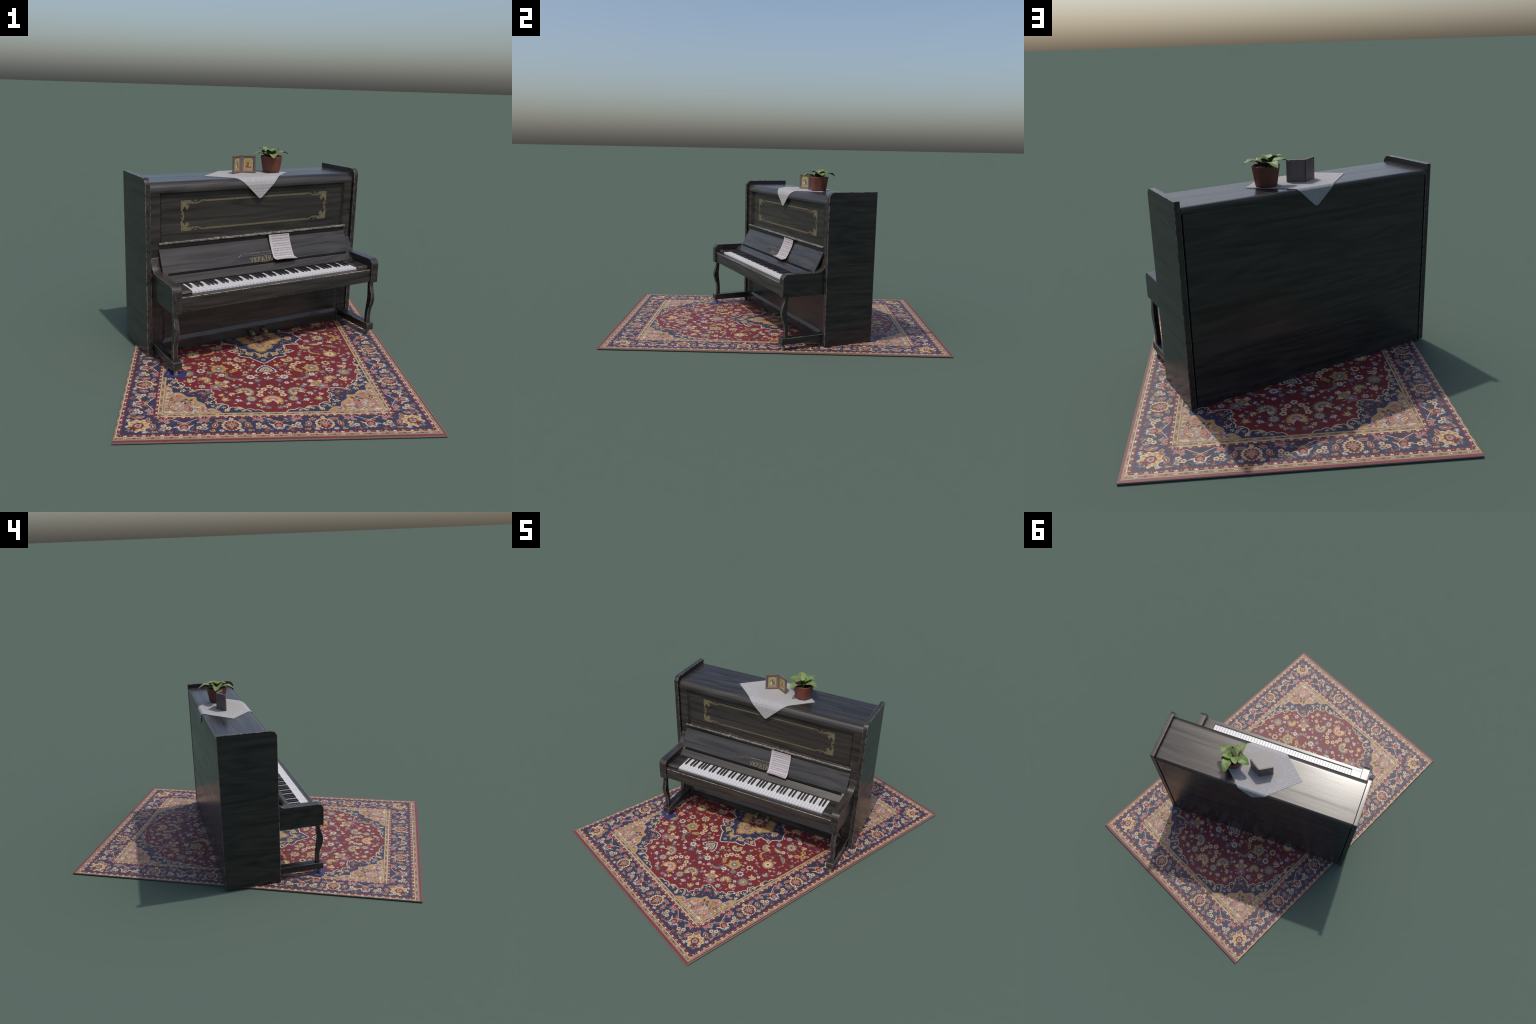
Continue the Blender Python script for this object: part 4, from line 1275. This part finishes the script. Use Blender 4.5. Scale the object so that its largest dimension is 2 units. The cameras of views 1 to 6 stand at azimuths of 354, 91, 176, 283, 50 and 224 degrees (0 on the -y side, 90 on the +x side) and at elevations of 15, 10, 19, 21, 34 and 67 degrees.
for q in range(620):
    a, b = rng.uniform(0.25, 0.460), rng.uniform(0.56, 0.782)
    if a + b > 1.036:
        key = ("mauve", "white", "sand", "olive", "cream", "pink", "slate", "sand")[q % 8]
        C("sp_t" + key, lambda key=key: leaf(key), a, b, rng.uniform(0.005, 0.0115), rng.uniform(0, 3.1), 3.6)
for k in range(9):
    t = k / 8 + rng.uniform(-0.03, 0.03)
    C("sp_dot", lambda: small_flower("white", "olive", 4), 0.459, 0.575 + 0.20 * t, 0.0058, 0, 4.0)
    C("sp_dot", lambda: small_flower("white", "olive", 4), 0.285 + 0.165 * t, 0.7795, 0.0058, 0, 4.0)
# blossoms on the navy band and in the corner nose
C("nose", lambda: palmette("rust", "maroon", "slate", "rust", 7), 0.303, 0.618, 0.022, -math.pi / 4 + math.pi, 2.9)
for a, b in ((0.345, 0.625), (0.310, 0.660)):
    C("nb_r", lambda: small_flower("maroon", "mauve", 5), a, b, 0.0095, 0, 2.9)
for a, b, r in ((0.360, 0.606, 0.5), (0.289, 0.676, 1.1)):
    C("nb_curl", lambda: leaf("rust", "maroon"), a, b, 0.015, r, 2.9)
for a, b, s in ((0.391, 0.588, 0.017), (0.280, 0.702, 0.017), (0.416, 0.560, 0.012), (0.434, 0.551, 0.011), (0.261, 0.731, 0.011), (0.243, 0.746, 0.0115), (0.402, 0.545, 0.011), (0.236, 0.735, 0.010), (0.440, 0.505, 0.012), (0.455, 0.470, 0.014), (0.455, 0.430, 0.012), (0.215, 0.745, 0.010), (0.165, 0.762, 0.010), (0.135, 0.775, 0.010), (0.105, 0.778, 0.008)):
    key = ("cream", "white")[int(a * 1000) % 2]
    C("nb_s" + key, lambda key=key: starburst(5, key, "gold", "slate"), a, b, s, a * 40, 2.9)
for a, b, r in ((0.453, 0.531, 2.3), (0.204, 0.770, 0.2), (0.452, 0.400, 1.6), (0.459, 0.345, 1.2), (0.150, 0.755, 0.1)):
    C("nb_big", lambda: curl("cream", "gold"), a, b, 0.019, r, 2.9)
for q in range(70):
    k = rng.randrange(8, len(leafy) - 6)
    a, b = leafy[k]
    d = rng.uniform(0.008, 0.020)
    key = ("cream", "olive", "slate", "white")[q % 4]
    C("nb_t" + key, lambda key=key: leaf(key), min(a + d * 0.75, 0.462), min(b + d * 0.7, 0.784), rng.uniform(0.0055, 0.0100), rng.uniform(0, 3.1), 2.3)
corners.build("corner_pattern")

# ---- red field: blossoms, leaves and the vines that tie them ----------------------------
field = Weave()
slate_ros = lambda: rosette(8, "slate", "cream", "gold")
BLOSSOMS = [
    ("fan", fan_pink, 0.245, 0.560, 0.024, -0.9), ("kite", kite, 0.219, 0.533, 0.033, 0.8), ("tuft_c", lambda: tuft("cream", "white"), 0.195, 0.506, 0.017, -0.8),
    ("leaf_w", lambda: rosette(6, "white", "slate", "mauve"), 0.307, 0.552, 0.0145, 0.3), ("curl_c", lambda: curl("cream", "gold"), 0.359, 0.492, 0.029, 2.6),
    ("ros_a", lambda: rosette(10, "slate", "gold", "olive", "cream"), 0.374, 0.420, 0.031, 0), ("palm_b", lambda: palmette("olive", "gold", "cream", "rust"), 0.289, 0.482, 0.031, 2.3),
    ("ros_w", lambda: rosette(7, "white", "mauve", "maroon", "slate"), 0.311, 0.393, 0.020, 0.2), ("curl_g", lambda: curl("cream", "rust"), 0.380, 0.358, 0.031, 0.9),
    ("tuft_s", lambda: tuft("slate", "cream"), 0.411, 0.282, 0.022, 1.4), ("ros_g", lambda: rosette(7, "cream", "gold", "maroon", "navy"), 0.306, 0.317, 0.0205, 0.4),
    ("star_g", lambda: starburst(11, "gold", "slate", "white"), 0.226, 0.371, 0.040, 0.2), ("cres_s", lambda: crescent("olive", "slate"), 0.165, 0.448, 0.034, 0.6),
    ("ros_r", lambda: rosette(9, "white", "white", "slate", "mauve"), 0.079, 0.463, 0.020, 0.1), ("bud_c", lambda: bud("cream", "gold"), 0.128, 0.490, 0.0150, -1.0),
    ("ros_t", lambda: small_flower("white", "slate", 6), 0.083, 0.524, 0.0105, 0), ("palm_l", lambda: palmette("olive", "cream", "slate", "rust", 11), 0.110, 0.600, 0.039, 2.5),
    ("ros_s", slate_ros, 0.093, 0.674, 0.0235, 0.3), ("curl_w", lambda: curl("cream", "gold"), 0.223, 0.635, 0.017, 1.4), ("bud_g", lambda: bud("gold", "cream"), 0.206, 0.675, 0.022, 2.4),
    ("tuft_w", lambda: tuft("white", "mauve"), 0.150, 0.685, 0.0175, -0.6), ("palm_p", lambda: palmette("gold", "cream", "pink", "mauve", 11), 0.0, 0.676, 0.040, math.pi),
    ("cf", small_flower, 0.052, 0.640, 0.0145, 0), ("cf", small_flower, 0.047, 0.611, 0.0125, 1), ("cf", small_flower, 0.029, 0.586, 0.0140, 2), ("cf", small_flower, 0.0, 0.561, 0.0150, 0),
    ("bud_s", lambda: bud("gold", "navy"), 0.0, 0.620, 0.0150, math.pi), ("leaf_s", lambda: tuft("slate", "olive"), 0.024, 0.752, 0.0150, 2.2), ("tuft_g", lambda: tuft("cream", "slate"), 0.0, 0.476, 0.023, math.pi),
    ("bud_b", lambda: bud("slate", "mauve"), 0.048, 0.500, 0.019, 1.0), ("palm_s", lambda: palmette("cream", "gold", "slate", "olive"), 0.123, 0.277, 0.029, -0.6),
    ("ros_c", lambda: rosette(8, "cream", "slate", "olive", "gold"), 0.238, 0.260, 0.026, 0.1), ("ros_e", lambda: rosette(13, "gold", "cream", "white", "navy"), 0.350, 0.213, 0.033, 0),
    ("cf", small_flower, 0.132, 0.360, 0.0155, 0), ("cf", small_flower, 0.143, 0.331, 0.0155, 0.5), ("cf", small_flower, 0.170, 0.309, 0.0145, 1), ("cfg", lambda: small_flower("gold", "maroon", 5), 0.150, 0.388, 0.0140, 0.3), ("cfg", None, 0.166, 0.403, 0.0110, 0.3), ("cfg", None, 0.196, 0.304, 0.0110, 0.2),
    ("cf", small_flower, 0.057, 0.335, 0.0120, 0.2), ("tuft_o", lambda: tuft("olive", "slate"), 0.064, 0.358, 0.0130, 2.6), ("bud_n", lambda: bud("cream", "navy"), 0.101, 0.413, 0.0165, 0.4), ("leafg", lambda: leaf("gold", "cream"), 0.108, 0.438, 0.0150, 0.2),
    ("curl_s", lambda: curl("gold", "cream"), 0.050, 0.446, 0.015, 2.0), ("curl_t", lambda: curl("cream", "olive"), 0.170, 0.262, 0.021, 2.2),
    ("ros_w2", lambda: rosette(8, "slate", "white", "slate", "cream"), 0.255, 0.043, 0.0195, 0), ("ros_d", lambda: rosette(12, "slate", "cream", "gold", "maroon"), 0.323, 0.0, 0.034, 0), ("cfg", None, 0.428, 0.0, 0.0180, 0), ("cfg", None, 0.405, 0.026, 0.0155, 0.3), ("curl_c", None, 0.378, 0.055, 0.024, 2.4),
    ("leaf_l", lambda: leaf("olive", "cream"), 0.290, 0.090, 0.030, 2.9), ("palm_e", lambda: palmette("olive", "cream", "slate", "gold"), 0.226, 0.130, 0.031, 0.5), ("leaf_m", lambda: leaf("olive", "slate"), 0.378, 0.113, 0.030, 0.3), ("cres_g", lambda: crescent("gold", "olive"), 0.273, 0.178, 0.028, 2.4),
    ("ros_t", None, 0.325, 0.070, 0.0125, 0), ("tuft_g", None, 0.448, 0.207, 0.016, 1.5), ("tuft_o", None, 0.450, 0.108, 0.015, 1.3), ("tuft_o", None, 0.320, 0.150, 0.014, 0.4), ("tuft_s", None, 0.190, 0.215, 0.014, 2.0), ("bud_g", None, 0.255, 0.312, 0.012, 1.0),
    ("ros_t", None, 0.215, 0.440, 0.0150, 0), ("tuft_o", None, 0.270, 0.415, 0.0185, 2.0), ("tuft_c", None, 0.165, 0.545, 0.0120, 1.0), ("bud_b", None, 0.152, 0.560, 0.0150, 0.6), ("bud_c", None, 0.175, 0.628, 0.0180, 0.8), ("tuft_w", None, 0.110, 0.715, 0.0120, 1.0),
    ("curl_w", None, 0.066, 0.728, 0.0170, 2.6), ("tuft_s", None, 0.052, 0.745, 0.0150, 0.4), ("ros_t", None, 0.340, 0.455, 0.009, 0), ("tuft_s", None, 0.386, 0.500, 0.010, 2.2), ("ros_t", None, 0.399, 0.325, 0.009, 0)]
for key, make, A, B, size, turn in BLOSSOMS:
    stamp(field, motif(key, make), A, B, size * 1.16, turn, 3.2)
# vines between neighbours
taken, k = set(), 0
places = [(b[2], b[3], b[4]) for b in BLOSSOMS]
for i, (a, b, r) in enumerate(places):
    near = sorted((math.hypot(a - c, b - d), j) for j, (c, d, _) in enumerate(places) if j != i)
    for dist, j in near[:2]:
        if (min(i, j), max(i, j)) in taken or dist > 0.12 or dist < 0.03:
            continue
        taken.add((min(i, j), max(i, j)))
        c, d, _ = places[j]
        bend = (0.22 if (i + j) % 2 else -0.22) * dist
        mx, my = (a + c) / 2 - (d - b) / dist * bend, (b + d) / 2 + (c - a) / dist * bend
        path = [((1 - t) ** 2 * a + 2 * t * (1 - t) * mx + t * t * c, (1 - t) ** 2 * b + 2 * t * (1 - t) * my + t * t * d) for t in (q / 10 for q in range(11))]
        k += 1
        line(field, [(max(x, 0.0005), y) for x, y in path], 0.0024, "blue" if k % 3 == 0 else "slate", 2.2, (k % 10) * 0.000006)
# loose leaves and buds in the gaps
def inside_field(a, b):
    if b > 0.775 or a > 0.455:
        return False
    for (x0, y0), (x1, y1) in zip(scallop, scallop[1:]):
        if min(y0, y1) - 0.012 < b < max(y0, y1) + 0.012 and a > min(x0, x1) - 0.020:
            return False
    if (a / 0.215) ** 2 + (b / 0.30) ** 2 < 1.02 or (a < 0.075 and 0.32 < b < 0.46):
        return False
    return True
spots, tries = list(places), 0
while tries < 900:
    tries += 1
    a, b = rng.uniform(0.004, 0.45), rng.uniform(0.0, 0.77)
    r = rng.uniform(0.0075, 0.0140)
    if inside_field(a, b) and all(math.hypot(a - c, b - d) > r + s * 0.86 + 0.003 for c, d, s in spots):
        spots.append((a, b, r))
        q = rng.randrange(6)
        key, make = [("lc", lambda: leaf("cream", "gold")), ("lo", lambda: leaf("olive", "slate")), ("lg", lambda: leaf("gold")), ("ts", lambda: tuft("slate", "white")), ("cw", lambda: small_flower("mauve", "maroon", 5)), ("bc", lambda: bud("cream", "rust"))][q]
        stamp(field, motif("fill_" + key, make), a, b, r, rng.uniform(0, TAU), 3.0)
# pendants
for A, B, size, turn in ((0.0, 0.385, 0.050, 0.0),):
    stamp(field, motif("pendant", pendant), A, B, size, math.pi * 0 + turn if False else 0.0, 3.2)
field.build("field_pattern")

# ---- central medallion -------------------------------------------------------------------
medal = Weave()
med = [(0.0, 0.313), (0.030, 0.286), (0.058, 0.256), (0.063, 0.244), (0.092, 0.238), (0.121, 0.220), (0.112, 0.196), (0.140, 0.188), (0.168, 0.166), (0.150, 0.154), (0.127, 0.140), (0.122, 0.112), (0.128, 0.090), (0.150, 0.084), (0.172, 0.080), (0.203, 0.086), (0.194, 0.056), (0.212, 0.026), (0.229, 0.0)]
def whole(quarter):
    """Close a quarter outline (A axis to B axis) round the centre."""
    q1 = [(a, b) for a, b in quarter]
    q2 = [(a, -b) for a, b in reversed(quarter[:-1])]
    right = q1 + q2
    return right + [(-a, b) for a, b in reversed(right[1:-1])]
med_path = smooth_path(whole(med), 4, True)
def about(w, pts, dye, lvl):
    w.put([(DESIGN_X + a, b) for a, b in pts], fill(pts), dye, RUG_TOP + lvl * STEP)
about(medal, med_path, "navy", 2.6)
closed = med_path + [med_path[0]]
l, r = ribbon(closed, 0.0058)
medal.put([(DESIGN_X + a, b) for a, b in l + r], band_tris(len(closed)), "white", RUG_TOP + 3.2 * STEP)
M = lambda key, make, A, B, size, turn=0.0, lvl=3.4: stamp(medal, motif(key, make), A, B, size, turn, lvl)
# white teeth all round the outline
for k in range(0, len(med_path), 2):
    a, b = med_path[k]
    if a < 0 or b < 0:
        continue
    xa, ya = med_path[k - 1]
    xb, yb = med_path[(k + 1) % len(med_path)]
    t = math.atan2(yb - ya, xb - xa)
    out = t + math.pi / 2
    if math.cos(out) * a + math.sin(out) * b < 0:
        out += math.pi
    M("tooth", lambda: Motif().petal(0, 0, 0, 0, 1.0, 0.45, "white", 0, 0.7), a, b, 0.009, out + 0.5, 3.1)
gold_med = [(0.0, 0.176), (0.022, 0.164), (0.034, 0.140), (0.056, 0.128), (0.062, 0.100), (0.058, 0.078), (0.088, 0.072), (0.094, 0.048), (0.112, 0.028), (0.124, 0.0)]
gm = smooth_path(whole(gold_med), 3, True)
about(medal, [(a * 1.07, b * 1.05) for a, b in gm], "mauve", 3.3)
about(medal, [(a * 1.04, b * 1.03) for a, b in gm], "maroon", 3.8)
about(medal, gm, "gold", 4.3)
about(medal, [(a * 0.86, b * 0.90) for a, b in gm], "olive", 4.45)
about(medal, [(a * 0.80, b * 0.85) for a, b in gm], "gold", 4.6)
about(medal, [(a * 0.62, b * 0.50) for a, b in gm], "rust", 4.8)
about(medal, [(a * 0.52, b * 0.42) for a, b in gm], "maroon", 5.2)
M("md_core", lambda: rosette(12, "mauve", "cream", "gold", "maroon"), 0, 0, 0.034, 0, 5.6)
M("md_a", lambda: rosette(9, "slate", "olive", "mauve", "rust"), 0, 0.100, 0.026, 0, 5.6)
M("md_b", lambda: bud("cream", "slate"), 0, 0.148, 0.017, 0, 5.6)
M("md_c", lambda: palmette("cream", "slate", "maroon", "navy", 7), 0.042, 0.112, 0.013, -0.8, 5.6)
M("md_d", lambda: small_flower("cream", "navy", 5), 0.066, 0.056, 0.013, 0, 5.6)
M("md_e", lambda: bud("cream", "slate"), 0.098, 0.0, 0.016, -math.pi / 2, 5.6)
M("md_f", lambda: palmette("gold", "olive", "cream", "slate", 9), 0, 0.222, 0.030, 0, 3.8)
M("md_g", lambda: palmette("cream", "gold", "olive", "rust", 8), 0.068, 0.205, 0.023, -0.5, 3.8)
M("md_h", lambda: tulip("gold", "cream", "olive", "cream"), 0.132, 0.168, 0.018, -1.0, 3.8)
M("md_i", lambda: rosette(8, "cream", "slate", "rust", "gold"), 0.160, 0.0, 0.024, 0, 3.8)
M("md_j", lambda: tulip("gold", "cream", "olive", "cream"), 0.180, 0.070, 0.013, -1.2, 3.8)
M("md_k", lambda: small_flower("mauve", "rust", 6), 0.088, 0.150, 0.013, 0, 3.8)
M("md_l", lambda: small_flower("mauve", "maroon", 5), 0, 0.276, 0.013, 0, 3.8)
for q in range(60):
    a, b = rng.uniform(0.006, 0.11), rng.uniform(0.0, 0.165)
    if (a / 0.105) ** 2 + (b / 0.160) ** 2 < 0.95:
        key = ("slate", "maroon", "mauve", "olive", "rust")[q % 5]
        M("md_g" + key, lambda key=key: curl(key, "cream"), a, b, rng.uniform(0.006, 0.011), rng.uniform(0, 6), 5.25)
for q in range(200):
    a, b = rng.uniform(0.006, 0.20), rng.uniform(0.0, 0.28)
    if (a / 0.19) ** 2 + (b / 0.28) ** 2 < 0.85 and (a / 0.115) ** 2 + (b / 0.175) ** 2 > 1.15:
        key = ("slate", "rust", "mauve", "cream", "olive")[q % 5]
        M("md_t" + key, (lambda key=key: leaf(key)) if q % 3 else (lambda key=key: leaf(key)), a, b, rng.uniform(0.006, 0.0115), rng.uniform(0, 3), 3.2)
medal.build("medallion_pattern")
